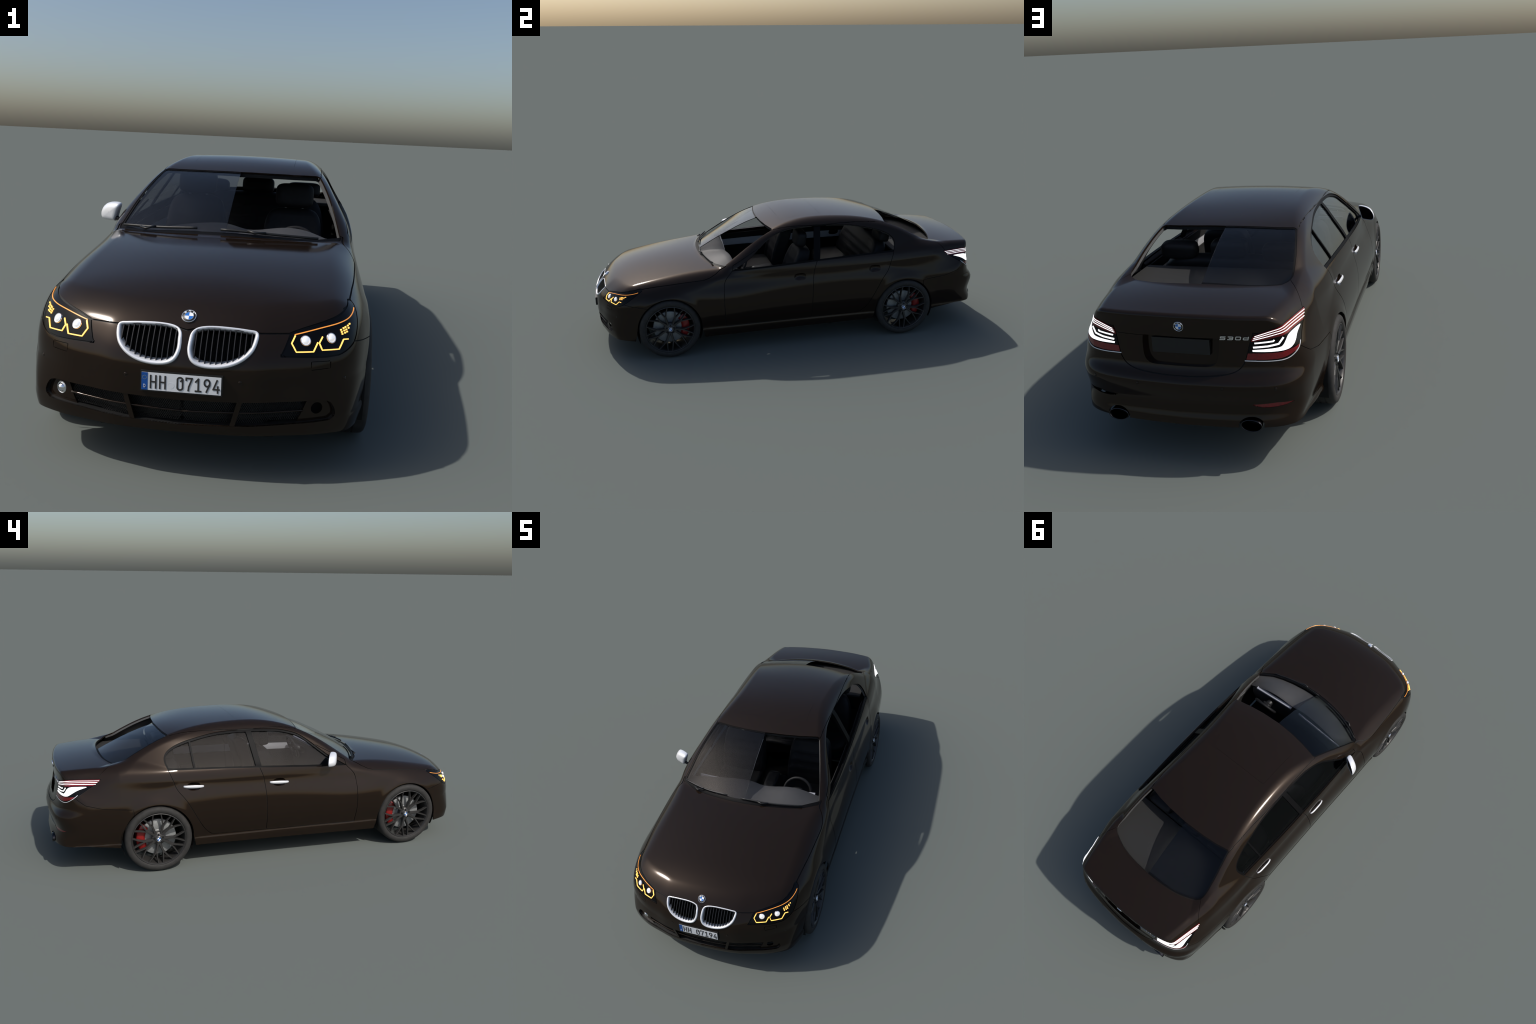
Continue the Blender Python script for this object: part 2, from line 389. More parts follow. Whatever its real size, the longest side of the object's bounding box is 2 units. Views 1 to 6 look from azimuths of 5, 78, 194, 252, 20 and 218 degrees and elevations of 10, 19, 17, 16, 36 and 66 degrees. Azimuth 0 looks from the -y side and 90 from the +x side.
REARGLASS = [(-.1, .499), (0, .499), (.10, .494), (.17, .486), (.226, .474), (.236, .478), (.246, .53), (.258, .60), (.264, .66)] + \
            cr([(.264, .685), (.256, .705), (.225, .726), (.16, .749), (.08, .761), (0, .764)], 4) + [(-.1, .764)]
PLATE_RECESS = [(-.02, .3835), (.113, .3835)] + cr([(.114, .36), (.110, .328), (.10, .311), (.083, .304), (.05, .303)], 4) + [(-.02, .303)]
BOOT_LOW = [(-.05, .43), (.215, .43), (.206, .395), (.197, .362), (.1885, .330)] + cr([(.184, .318), (.172, .302), (.15, .290), (.11, .283), (.05, .279), (0, .2785)], 4) + [(-.05, .2785)]
REFLECTOR = [(.199, .1979), (.2685, .2032), (.315, .1982), (.298, .1930), (.2675, .1892), (.2303, .1892)]
HANDLES = [(-.0035, .3570), (.3865, .3670)]
def bottom_line(y):
    return np.interp(y, [-1, -.93, -.80, -.47, .40, .71, .85, 1.0], [.104, .101, .092, .088, .098, .116, .132, .133])

class Fields:
    """every outline as a signed rule on the surface, worked out on demand"""
    def __init__(self, P):
        self.P = P; self.X = np.abs(P[:, 0]); self.y = P[:, 1]; self.z = P[:, 2]; self.memo = {}
    def __getitem__(self, k):
        if k not in self.memo: self.memo[k] = getattr(self, k)()
        return self.memo[k]
    def where(self, m, rule):
        out = np.full(len(self.P), .3)
        if m.any(): out[m] = rule(self.X[m], self.y[m], self.z[m])
        return out
    def bottom(self): return bottom_line(self.y) - self.z
    def arch(self, yc):
        return self.where(self.X > .2, lambda X, y, z: np.where(z > ZW, np.hypot(y - yc, z - ZW) - .1545, np.abs(y - yc) - .1545 - .22 * (ZW - z)))
    def archF(self): return self.arch(YF)
    def archR(self): return self.arch(YR)
    def side_outline(self, o): return self.where(self.X > .17, lambda X, y, z: sd_poly(np.stack([y, z], 1), o))
    def dlo(self): return self.side_outline(DLO)
    def fdoor(self): return self.side_outline(FDOOR)
    def rdoor(self): return self.side_outline(RDOOR)
    def head(self): return self.where(self.y < -.6, lambda X, y, z: sd_poly(np.stack([X + y, z], 1), HEADLAMP))
    def tail(self): return self.where(self.y > .6, lambda X, y, z: sd_poly(np.stack([X - y, z], 1), TAILLAMP))
    def front_outline(self, o): return self.where(self.y < -.8, lambda X, y, z: sd_poly(np.stack([X, z], 1), o))
    def rear_outline(self, o): return self.where(self.y > .88, lambda X, y, z: sd_poly(np.stack([X, z], 1), o))
    def kidney(self): return self.front_outline(KIDNEY)
    def intake(self): return self.front_outline(INTAKE)
    def recess(self): return self.rear_outline(PLATE_RECESS)
    def screen(self): return self.where((self.z > .38) & (self.y < 0), lambda X, y, z: sd_poly(np.stack([X, y], 1), WINDSCREEN))
    def rglass(self): return self.where((self.z > .40) & (self.y > .4), lambda X, y, z: sd_poly(np.stack([X, y], 1), REARGLASS))
    def bonnet(self):
        # above its leading edge, inside its side shut line, ahead of the screen
        X, y, z = self.X, self.y, self.z
        lead = np.interp(X, [0, .02, .10, .14, .205, .25, .40], [.304, .308, .3105, .3045, .3035, .3120, .31])
        side_z = np.interp(y, [-1, -.80, -.765, -.70, -.63, -.56, -.50, -.475, -.45, -.42, -.395, -.378, -.3], [.32, .340, .346, .354, .3605, .367, .3715, .374, .3805, .394, .409, .4165, .46])
        hb = np.maximum(np.where(y < -.79, lead - z, -.3), np.where(y > -.83, side_z - z, -.3))
        hb = np.maximum(hb, -self["screen"]); hb = np.maximum(hb, y + .365)
        return np.where(y < -.3, hb, .3)
    def boot(self):
        X, y, z = self.X, self.y, self.z
        top = np.maximum((.704 + (X - .262) * 1.6) - y, .40 - z)
        top = np.maximum(top, np.where(X < .262, -self["rglass"], -.3))
        low = np.where(y > .85, self.rear_outline(BOOT_LOW), .3)
        return np.where(y > .6, np.maximum(np.minimum(top, low), -self["tail"]), .3)
    def bumpF(self):
        u = self.X + self.y
        zs = np.interp(u, [-1, -.72, -.62, -.53, -.39], [.42, .42, .285, .279, .2625])
        return np.where(self.y < -.5, np.maximum(self.z - zs, self.y + .74), .3)
    def bumpR(self):
        zr = np.interp(self.y, [.5, .62, .70, .78, .845, .87, .89, .94, 1.1], [.284, .286, .2915, .300, .317, .335, .352, .36, .36])
        return np.where(self.y > .5, np.maximum(self.z - zr, .65 - self.y), .3)
    def tail_red(self):
        u = self.X - self.y
        return np.where(self["tail"] < 0, np.minimum(np.interp(u, [-.75, -.6594, -.62, -.5745, -.4894, -.46], [.3745, .3858, .3905, .3930, .3935, .3935]) - self.z,
                                                     self.z - np.interp(u, [-.77, -.65, -.5975, -.5512, -.5], [.3440, .3432, .3485, .3523, .353])), .3)
    def washer(self): return self.front_outline([(.2464, .2525), (.2853, .2508), (.2855, .2372), (.2475, .2368)])
    def bpil(self): return np.where(self["dlo"] < -.004, np.abs(line_side(self.y, self.z, [(.086, .42), (.114, .59)])) - .0125, .3)
    def bpil2(self): return np.where(self["dlo"] < .004, np.abs(line_side(self.y, self.z, [(.086, .42), (.114, .59)])) - .016, .3)
    def qbar(self): return np.where((self["dlo"] < -.004) & (self.y > .3), np.abs(line_side(self.y, self.z, [(.376, .43), (.388, .58)])) - .0042, .3)
    def sail(self): return np.where((self["dlo"] < -.004) & (self.y < 0), self.y - line_side(0 * self.y, self.z, [(.262, .40), (.250, .50)]), .3)
    def pod(self): return np.where(self["intake"] < .01, self.X - np.interp(self.z, [.11, .18], [.219, .249]), .3)
    def fog(self): return self.where(self.y < -.85, lambda X, y, z: np.hypot(X - .2667, z - .1563) - .0120)
    def band(self): return np.where((np.abs(self.y) < .52) & (self.X > .3) & (self.z < .42), np.abs(self.z - np.interp(self.y, [-.3, .45], [.353, .360])) - .020, .3)
    def lipline(self): return np.where((self.y > .9) & (self.X < .207) & (self["tail"] > 0), self.z - .3815, .3)
    def reflector(self): return self.rear_outline(REFLECTOR)
    def exhaust(self): return self.where((self.y > .9) & (self.z < .2), lambda X, y, z: (np.hypot((X - .2005) / .036, (z - .1395) / .0245) - 1) * .026)
    def cowl(self): return np.where(self["screen"] < 0, np.interp(self.X, [0, .06, .13, .19, .244, .295, .31], [-.469, -.466, -.456, -.442, -.423, -.3905, -.38]) + .014 - self.y, .3)
    def bowl(self):
        g = np.full(len(self.P), .3)
        for yc, zc in HANDLES:
            g = np.minimum(g, self.where(self.X > .3, lambda X, y, z: ((np.abs((y - yc) / .030) ** 2.6 + np.abs((z - zc) / .0175) ** 2.6) ** (1 / 2.6) - 1) * .02))
        return g
    def roofseam(self): return np.where(self.z > .5, np.abs(self.X - np.interp(self.y, [-.15, .15, .5], [.243, .245, .236])), .3)
    def sunroof(self): return np.where(self.z > .5, np.maximum(np.abs(self.X) - .158, np.abs(self.y - .045) - .105), .3)
    def sillline(self): return np.where(self.X > .25, self.z - (.131 + .0065 * (self.y + .38) / .7), .3)

def fields(P): return Fields(P)

P0, T0 = polygonise()
P0, T0 = cut(P0, T0, P0[:, 0].copy())
keep = P0[T0][:, :, 0].mean(1) > 0; T0 = T0[keep]
P0[np.abs(P0[:, 0]) < 1e-4, 0] = 0

GAP = .0014
P, T = P0, T0
for key, levels, drop in (("bottom", (0,), +1), ("archF", (0,), -1), ("archR", (0,), -1)):
    P, T = cut(P, T, fields(P)[key])
    c = P[T].mean(1); v = fields(c)[key]; T = T[v < 0] if drop > 0 else T[v > 0]
for key, levels in (("dlo", (0, -.008)), ("screen", (0, -.006)), ("rglass", (0, -.006)), ("head", (-GAP, GAP)), ("tail", (-GAP, GAP)), ("kidney", (0,)), ("intake", (0,)),
                    ("recess", (0,)), ("fdoor", (-GAP, GAP)), ("rdoor", (-GAP, GAP)), ("bonnet", (-GAP, GAP)), ("boot", (-GAP, GAP)), ("bumpF", (-GAP * .8, GAP * .8)),
                    ("bumpR", (-GAP * .8, GAP * .8)), ("roofseam", (.0012,)), ("sunroof", (-.00025, .00025)), ("tail_red", (0,)), ("washer", (-.0006, .0006)), ("lipline", (-.0007, .0007)),
                    ("reflector", (0,)), ("exhaust", (0,)), ("cowl", (0,)), ("bowl", (0,)), ("bpil", (0,)), ("bpil2", (0,)), ("qbar", (0,)), ("sail", (0,)), ("pod", (0,)), ("fog", (0,)), ("band", (0,))):
    for lv in levels:
        P, T = cut(P, T, fields(P)[key] - lv)
used = np.unique(T); rm = -np.ones(len(P), int); rm[used] = np.arange(len(used)); P, T = P[used], rm[T]
N = normals(P); on = np.abs(P[:, 0]) < 1e-6; N[on, 0] = 0; N /= np.linalg.norm(N, axis=1)[:, None]
C = P[T].mean(1); f = fields(C)
lab = np.full(len(T), "quarter_panel", dtype=object)
XC, YC, ZC = C.T
lab[(YC < -.2) & (f["bonnet"] > 0)] = "front_fender"
lab[f["bumpF"] < 0] = "front_bumper"; lab[f["bumpR"] < 0] = "rear_bumper"
lab[f["fdoor"] < 0] = "front_door"; lab[f["rdoor"] < 0] = "rear_door"
lab[(f["bonnet"] < 0)] = "bonnet"; lab[f["boot"] < 0] = "boot_lid"
roof = (ZC > .5) & (XC < np.interp(YC, [-.15, .15, .5], [.243, .245, .236])) & (YC < .52) & (f["screen"] > 0) & (f["rglass"] > 0) & (YC > -.16) & (f["dlo"] > 0)
lab[roof] = "roof_panel"
# sill: everything under the doors between the arches
lab[(f["sillline"] < .006) & (YC > YF) & (YC < YR) & (f["fdoor"] > 0) & (f["rdoor"] > 0) & (ZC < .17)] = "side_sill"
seam = np.zeros(len(T), bool)
for key, g in (("fdoor", GAP), ("rdoor", GAP), ("bonnet", GAP), ("boot", GAP), ("bumpF", GAP * .8), ("bumpR", GAP * .8), ("head", GAP), ("tail", GAP)):
    free = f["bonnet"] > 0 if key == "bumpF" else (f["boot"] > 0 if key == "bumpR" else True)
    seam |= (np.abs(f[key]) < g) & free
seam |= (np.abs(f["sunroof"]) < .00025) | ((f["roofseam"] < .0012) & (YC > -.13) & (YC < .48))
seam &= (f["dlo"] > 0) & (f["screen"] > 0) & (f["rglass"] > 0)
seam |= (np.abs(f["washer"]) < .0006) | (np.abs(f["lipline"]) < .0007)
lab[seam] = "seam"
lab[f["head"] < -GAP] = "headlamp"; lab[f["tail"] < -GAP] = "taillamp"
lab[f["kidney"] < 0] = "hole"; lab[f["intake"] < 0] = "hole"; lab[f["recess"] < 0] = "recess"
lab[f["exhaust"] < 0] = "exhaust_gap"; lab[f["reflector"] < 0] = "reflector"; lab[f["bowl"] < 0] = "bowl"
lab[f["screen"] < 0] = "screen_frame"; lab[(f["screen"] < -.006) & (f["cowl"] < 0)] = "windscreen"
lab[f["rglass"] < 0] = "rear_frame"; lab[f["rglass"] < -.006] = "rear_window"
# side windows
d = f["dlo"]; bp = line_side(YC, ZC, [(.086, .42), (.114, .59)]); qb = line_side(YC, ZC, [(.376, .43), (.388, .58)])
lab[d < 0] = "window_frame"
lab[(d < -.008)] = "side_glass"

def shell(mask_or_label, name, material, thick=.005, push=0.0, mirror=1, both=False, parent=None, tris=None, flat=None):
    """a solid sheet made of the labelled faces: outer skin, inner skin and rim"""
    t = T[lab == mask_or_label] if tris is None else tris
    if not len(t): return None
    u = np.unique(t); m = -np.ones(len(P), int); m[u] = np.arange(len(u)); t = m[t]
    VV, FF, LN, k = [], [], [], 0
    for sg in ((1, -1) if both else (mirror,)):
        s = np.array([sg, 1, 1.0]); Pn, Nn = P[u] * s, N[u] * s
        tt = t if sg > 0 else t[:, ::-1]
        O = Pn + Nn * push; n = len(O)
        if flat is not None:            # nearly flat pane: its shading leans to one direction
            Nf = Nn * .12 + np.array(flat) * s * .88; Nf /= np.linalg.norm(Nf, axis=1)[:, None]
        else: Nf = Nn
        VV.append(O); FF.extend((tt + k).tolist()); LN.append(Nf[tt.ravel()])
        if thick > 0:
            VV.append(O - Nn * thick); FF.extend((tt[:, ::-1] + k + n).tolist()); LN.append(-Nf[tt[:, ::-1].ravel()])
            e = np.concatenate([tt[:, [0, 1]], tt[:, [1, 2]], tt[:, [2, 0]]])
            keyf = e[:, 0] * n + e[:, 1]; keyb = e[:, 1] * n + e[:, 0]
            bd = e[~np.isin(keyf, keyb)]
            if both:
                bd = bd[~((np.abs(Pn[bd[:, 0], 0]) < 1e-6) & (np.abs(Pn[bd[:, 1], 0]) < 1e-6))]
            for a, b in bd:
                FF.append([b + k, a + k, a + k + n, b + k + n])
                fn = np.cross(O[a] - O[b], -Nn[a]); fn /= (np.linalg.norm(fn) + 1e-12); LN.append(np.repeat(fn[None], 4, 0))
            k += 2 * n
        else:
            k += n
    return make(name, np.concatenate(VV), FF, material, parent, loop_normals=np.concatenate(LN))

for l in ("bonnet", "roof_panel", "boot_lid", "front_bumper", "rear_bumper"):
    shell(l, l, PAINT, both=True)
for sg in (1, -1):
    for l in ("front_fender", "quarter_panel", "side_sill"):
        shell(l, l, PAINT, mirror=sg)
DOORS = {}
for sg in (1, -1):
    for l in ("front_door", "rear_door"):
        DOORS[(l, sg)] = shell(l, l, PAINT, mirror=sg)
shell("seam", "panel_gap", SEAM, thick=.002, push=-.003, both=True)
LAMP = {}
for sg in (1, -1):
    LAMP[("h", sg)] = shell("headlamp", "headlamp", GLOSS, thick=.006, push=-.0008, mirror=sg)
    LAMP[("t", sg)] = shell("taillamp", "tail_lamp", GLOSS, thick=.006, mirror=sg)
shell("screen_frame", "windscreen_frame", TRIM, thick=.006, push=-.0015, mirror=-1)
shell(None, "scuttle_panel", TRIM, thick=.006, push=-.0015, mirror=1, tris=T[(lab == "screen_frame") & (f["cowl"] > 0)])
shell("rear_frame", "rear_window_frame", TRIM, thick=.006, push=-.0015, mirror=-1)
# the glass is only fitted on the one half
shell("windscreen", "windscreen_glass", GLASS, thick=.003, push=-.003, mirror=-1)
shell("rear_window", "rear_window_glass", GLASS, thick=.003, push=-.003, mirror=-1)
gl = lab == "side_glass"
for sg in (1, -1):
    fr_mask = (lab == "window_frame") | (gl & (f["bpil"] < 0)) | (gl & (f["sail"] < 0))
    if sg < 0: fr_mask = fr_mask | (gl & (f["qbar"] < 0))
    if sg > 0:
        low = ZC < np.interp(YC, [-.34, .09, .49], [.405, .4265, .4395]) + .010
        shell(None, "belt_strip", TRIM, thick=.008, push=-.0015, mirror=sg, tris=T[(lab == "window_frame") & low])
        shell(None, "door_pillar", TRIM, thick=.012, push=-.010, mirror=sg, tris=T[(d < 0) & (f["bpil2"] < 0)])
    else:
        shell(None, "window_frame", TRIM, thick=.006, push=-.0040, mirror=sg, tris=T[fr_mask])
        for nm, mk in (("front_door_glass", (bp < 0) & (f["bpil"] > 0) & (f["sail"] > 0)), ("rear_door_glass", (bp > 0) & (f["bpil"] > 0) & (qb < 0) & (f["qbar"] > 0)), ("quarter_glass", (qb > 0) & (f["qbar"] > 0))):
            shell(None, nm, GLASS, thick=.003, push=-.0085, mirror=sg, tris=T[gl & mk], flat=(.79, .0, .613))
    # cabin side linings follow the doors
    card = ((lab == "front_door") | (lab == "rear_door")) & (f["dlo"] > 0)
    band = card & (f["band"] < 0)
    shell(None, "door_lining", CARPET, thick=.004, push=-.030, mirror=sg, tris=T[card & ~band])
    shell(None, "door_trim_strip", DOORTRIM, thick=.006, push=-.024, mirror=sg, tris=T[band])
    pil = ((lab == "quarter_panel") | (lab == "front_fender")) & (ZC > .425) & (YC < .70) & (YC > -.37) & (f["rglass"] > 0)
    shell(None, "pillar_lining", PILLAR, thick=.008, push=-.0062, mirror=sg, tris=T[pil & (YC > -.09)])
    shell(None, "front_pillar_lining", PILLAR, thick=.012, push=-.0062, mirror=sg, tris=T[pil & (YC <= -.09)])
shell("roof_panel", "headliner", LINING, thick=.003, push=-.014, both=True)

# ------------------------------------------------------------------ placing things on the surface
def along(Q, D, it=14):
    """slide points Q along the directions D until they meet the body"""
    Q = np.array(Q, float).copy(); D = np.array(D, float); D = D / np.linalg.norm(D, axis=-1, keepdims=True)
    if D.ndim == 1: D = np.repeat(D[None], len(Q), 0)
    e = 8e-4
    for _ in range(it):
        v = body_field(Q); g = (body_field(Q + D * e) - body_field(Q - D * e)) / (2 * e)
        Q += D * np.clip(-v / np.where(np.abs(g) < .15, .15, g), -.03, .03)[:, None]
    return Q
def on_head(u, z):
    u, z = np.array(u), np.array(z); s = 1.13
    return along(np.stack([(u + s) / 2, (u - s) / 2, z], 1), (1, -1, 0))
def on_tail(u, z):
    u, z = np.array(u), np.array(z); s = 1.2
    return along(np.stack([(u + s) / 2, (s - u) / 2, z], 1), (1, 1, 0))
def on_front(X, z): return along(np.stack([np.array(X), np.full(len(X), -.96), np.array(z)], 1), (0, -1, 0))
def on_rear(X, z): return along(np.stack([np.array(X), np.full(len(X), .96), np.array(z)], 1), (0, 1, 0))
def on_side(y, z): return along(np.stack([np.full(len(y), .36), np.array(y), np.array(z)], 1), (1, 0, 0))
def on_top(X, y): return along(np.stack([np.array(X), np.array(y), np.full(len(X), .45)], 1), (0, 0, 1))

def flip(vf, sg):
    if sg > 0: return vf
    return [(-p[0], p[1], p[2]) for p in vf[0]], [tuple(q[::-1]) for q in vf[1]]

def pad(edgeA, edgeB, lift, sink=.002):
    """raised strip between two surface lines (arrays of points), with skirts"""
    A, B = np.array(edgeA), np.array(edgeB); NA, NB = normals(A), normals(B); n = len(A)
    V = np.concatenate([A - NA * sink, A + NA * lift, B + NB * lift, B - NB * sink]); Fc = []
    for i in range(n - 1):
        for r in range(3):
            Fc.append((r * n + i, r * n + i + 1, (r + 1) * n + i + 1, (r + 1) * n + i))
    Fc.append((0, n, 2 * n, 3 * n)); Fc.append((n - 1, 4 * n - 1, 3 * n - 1, 2 * n - 1))
    c = np.cross(V[n + 1] - V[n], V[2 * n] - V[n])
    if c @ NA[0] < 0: Fc = [q[::-1] for q in Fc]
    return V.tolist(), Fc

def ribbon(pts, w, place, lift=.0012, per=6, straight=False, k=1.4142):
    """constant width strip along a line in a lamp's (u, z) plan"""
    q = np.array(cr(pts, per)) if not straight else np.concatenate([np.linspace(a, b, per, endpoint=False) for a, b in zip(np.array(pts)[:-1], np.array(pts)[1:])] + [np.array(pts)[-1:]])
    m = q / [k, 1]; t = np.gradient(m, axis=0); t /= np.linalg.norm(t, axis=1)[:, None]; nn = np.stack([-t[:, 1], t[:, 0]], 1)
    a = (m + nn * w / 2) * [k, 1]; b = (m - nn * w / 2) * [k, 1]
    return pad(place(a[:, 0], a[:, 1]), place(b[:, 0], b[:, 1]), lift)

def walls(tris, depth, sg_list, name, material):
    """side walls of a pocket cut into the skin"""
    e = np.concatenate([tris[:, [0, 1]], tris[:, [1, 2]], tris[:, [2, 0]]]); n = len(P)
    bd = e[~np.isin(e[:, 0] * n + e[:, 1], e[:, 1] * n + e[:, 0])]
    bd = bd[~((np.abs(P[bd[:, 0], 0]) < 1e-6) & (np.abs(P[bd[:, 1], 0]) < 1e-6))]
    V, Fc = [], []
    for sg in sg_list:
        s = np.array([sg, 1, 1.0])
        for a, b in bd:
            k = len(V); V += [P[a] * s, P[b] * s, (P[b] - N[b] * depth) * s, (P[a] - N[a] * depth) * s]
            Fc.append((k, k + 1, k + 2, k + 3) if sg > 0 else (k + 3, k + 2, k + 1, k))
    return make(name, V, Fc, material, smooth=False)

# ------------------------------------------------------------------ lamps
DRL = ([(-.7142, .3002), (-.7314, .2870), (-.7264, .2715), (-.6791, .2706), (-.659, .2866)], [(-.6397, .2960), (-.6552, .285), (-.6518, .2722), (-.5952, .2701), (-.5709, .2866), (-.5526, .2855)])
BROW = [(-.7145, .3018), (-.6394, .3108), (-.5704, .3165), (-.5174, .3215), (-.4801, .3275), (-.4592, .3325)]
for sg in (1, -1):
    lamp = LAMP[("h", sg)]
    for line in DRL:
        make("daylight_strip", *flip(ribbon(line, .0021, on_head, .0012, 5, True), sg), AMBER, lamp, smooth=False)
    make("brow_strip", *flip(ribbon(BROW, .0016, on_head, .0003, 8), sg), AMBER2, lamp, smooth=False)
    for u, z in ((-.6917, .291), (-.6127, .292)):
        c = on_head([u], [z])[0]; nn = normals(c[None])[0]; c = c - nn * .0035
        ball = [(p[0] + c[0], p[1] + c[1], p[2] + c[2]) for p in soft_block(.0185, .0185, .0185, 8, 2.0)[0]]
        make("projector_lens", *flip((ball, soft_block(1, 1, 1, 8, 2.0)[1]), sg), LENSBALL, lamp)
        M = Matrix.Translation(Vector(c) + Vector(nn) * .0025) @ Vector(nn).to_track_quat("X", "Z").to_matrix().to_4x4()
        make("projector_ring", *flip(xf(lathe([(.0088, -.003), (.0088, .002), (.0098, .0028), (.0108, .002), (.0112, -.003)], 32), M), sg), CHROME, lamp)
    dots = []
    for i, col in enumerate((((-.5717, .3044), (-.5713, .3005), (-.5709, .2967)), ((-.5602, .3066), (-.5602, .3022), (-.5598, .298)), ((-.551, .3079), (-.5509, .3034), (-.5505, .2992)), ((-.5389, .3094), (-.5387, .3052)), ((-.528, .3114),))):
        for u, z in col:
            dots.append(ribbon([(u - .0022, z), (u + .0022, z)], .0027, on_head, .0012, 2, True))
    make("indicator_dots", *flip(merge(dots), sg), AMBER, lamp, smooth=False)["kind"] = "stuff"

TL_STRIPS = ([(-.7298, .3906), (-.6748, .4040), (-.6335, .4103), (-.5915, .4121), (-.533, .4123), (-.4655, .4130)], [(-.7338, .3851), (-.6751, .3978), (-.6335, .4038), (-.591, .4057), (-.5316, .4058), (-.472, .4062)],
             [(-.7372, .3800), (-.6758, .3912), (-.634, .3970), (-.59, .3991), (-.53, .3990), (-.4785, .3992)])
for sg in (1, -1):
    lamp = LAMP[("t", sg)]
    red = T[(lab == "taillamp") & (f["tail_red"] < 0)]
    shell(None, "red_lens", REDLENS, thick=.004, push=.0007, mirror=sg, parent=lamp, tris=red)
    for line in TL_STRIPS:
        make("light_strip", *flip(ribbon(line, .0017, on_tail, .0016, 8), sg), WHITE_L, lamp, smooth=False)
    make("light_strip", *flip(ribbon([(-.739, .3600), (-.691, .3622), (-.652, .3668), (-.632, .3835)], .0044, on_tail, .0016, 5, True), sg), WHITE_L, lamp, smooth=False)
    make("light_strip", *flip(ribbon([(-.7328, .3713), (-.6707, .3752), (-.666, .3785)], .0036, on_tail, .0016, 5, True), sg), WHITE_L, lamp, smooth=False)
    up = np.array(cr([(-.7426, .3530), (-.69, .3548), (-.650, .3572), (-.634, .364), (-.608, .3862), (-.56, .3893), (-.5205, .3892)], 6))
    dn = np.array(cr([(-.7426, .3487), (-.70, .3475), (-.66, .3472), (-.620, .3495), (-.595, .3575), (-.5600, .3755), (-.5205, .3876)], 6))
    make("light_wedge", *flip(pad(on_tail(up[:, 0], up[:, 1]), on_tail(dn[:, 0], dn[:, 1]), .0016), sg), WHITE_L, lamp, smooth=False)
    rimpts = np.array(cr([(-.772, .3235), (-.70, .3212), (-.652, .3214), (-.62, .3245), (-.593, .333), (-.568, .345), (-.55, .358)], 6))
    make("lamp_edge_trim", *flip(ribbon(rimpts.tolist(), .0022, on_tail, .0010, 1), sg), SATIN, lamp, smooth=False)

# rear reflector on one side, an empty slot on the other
shell("reflector", "rear_reflector", REDLENS, thick=.004, push=-.001, mirror=-1)
shell("reflector", "reflector_slot", VOID, thick=.002, push=-.012, mirror=1)

# ------------------------------------------------------------------ grilles
K = np.array(KIDNEY); area = 0.5 * np.sum(K[:, 0] * np.roll(K[:, 1], -1) - np.roll(K[:, 0], -1) * K[:, 1])
kt = np.roll(K, -1, 0) - np.roll(K, 1, 0); kt /= np.linalg.norm(kt, axis=1)[:, None]; kn = np.stack([kt[:, 1], -kt[:, 0]], 1) * np.sign(area)
SEC = ((.0036, -.002), (.0034, .0020), (.0020, .0036), (.0000, .0042), (-.0020, .0036), (-.0034, .0016), (-.0050, -.004), (-.0066, -.016))
for sg in (1, -1):
    V, Fc = [], []; m = len(SEC)
    for (x, z), n2 in zip(K, kn):
        b = on_front([x], [z])[0]; nn = normals(b[None])[0]
        for o, l in SEC:
            V.append((b[0] + n2[0] * o, b[1] + nn[1] * l + .004 * min(1, max(0, (z - .290) / .015)), b[2] + n2[1] * o + nn[2] * l * .3))
    for i in range(len(K)):
        j = (i + 1) % len(K)
        for k in range(m - 1):
            Fc.append((i * m + k, j * m + k, j * m + k + 1, i * m + k + 1))
    ring = make("kidney_grille", *flip((V, Fc), sg), SATIN)
    slats = []
    for i in range(11):
        x = .0205 + i * .0108
        zz = []
        for (x0, z0), (x1, z1) in zip(K, np.roll(K, -1, 0)):
            if (x0 - x) * (x1 - x) <= 0 and abs(x1 - x0) > 1e-9: zz.append(z0 + (z1 - z0) * (x - x0) / (x1 - x0))
        z0, z1 = min(zz) + .002, max(zz) - .002
        zl = np.linspace(z0, z1, 6); b = on_front(np.full(6, x), zl)
        Vs, Fs = [], []
        for p in b:
            for dx, dy in ((-.0009, .0005), (.0009, .0005), (.0014, .018), (-.0014, .018)): Vs.append((p[0] + dx, p[1] + dy, p[2]))
        for k in range(5):
            for q in range(4): Fs.append((k * 4 + q, k * 4 + (q + 1) % 4, k * 4 + 4 + (q + 1) % 4, k * 4 + 4 + q))
        make("grille_slat", *flip((Vs, Fs), sg), SLAT, ring, smooth=False)
hk = T[(lab == "hole") & (f["kidney"] < 0)]; hi = T[(lab == "hole") & (f["intake"] < 0)]
shell(None, "kidney_back", VOID, thick=.002, push=-.024, both=True, tris=hk)
shell(None, "intake_back", VOID, thick=.002, push=-.030, both=True, tris=hi)
walls(hi, .028, (1, -1), "intake_surround", PLASTIC)
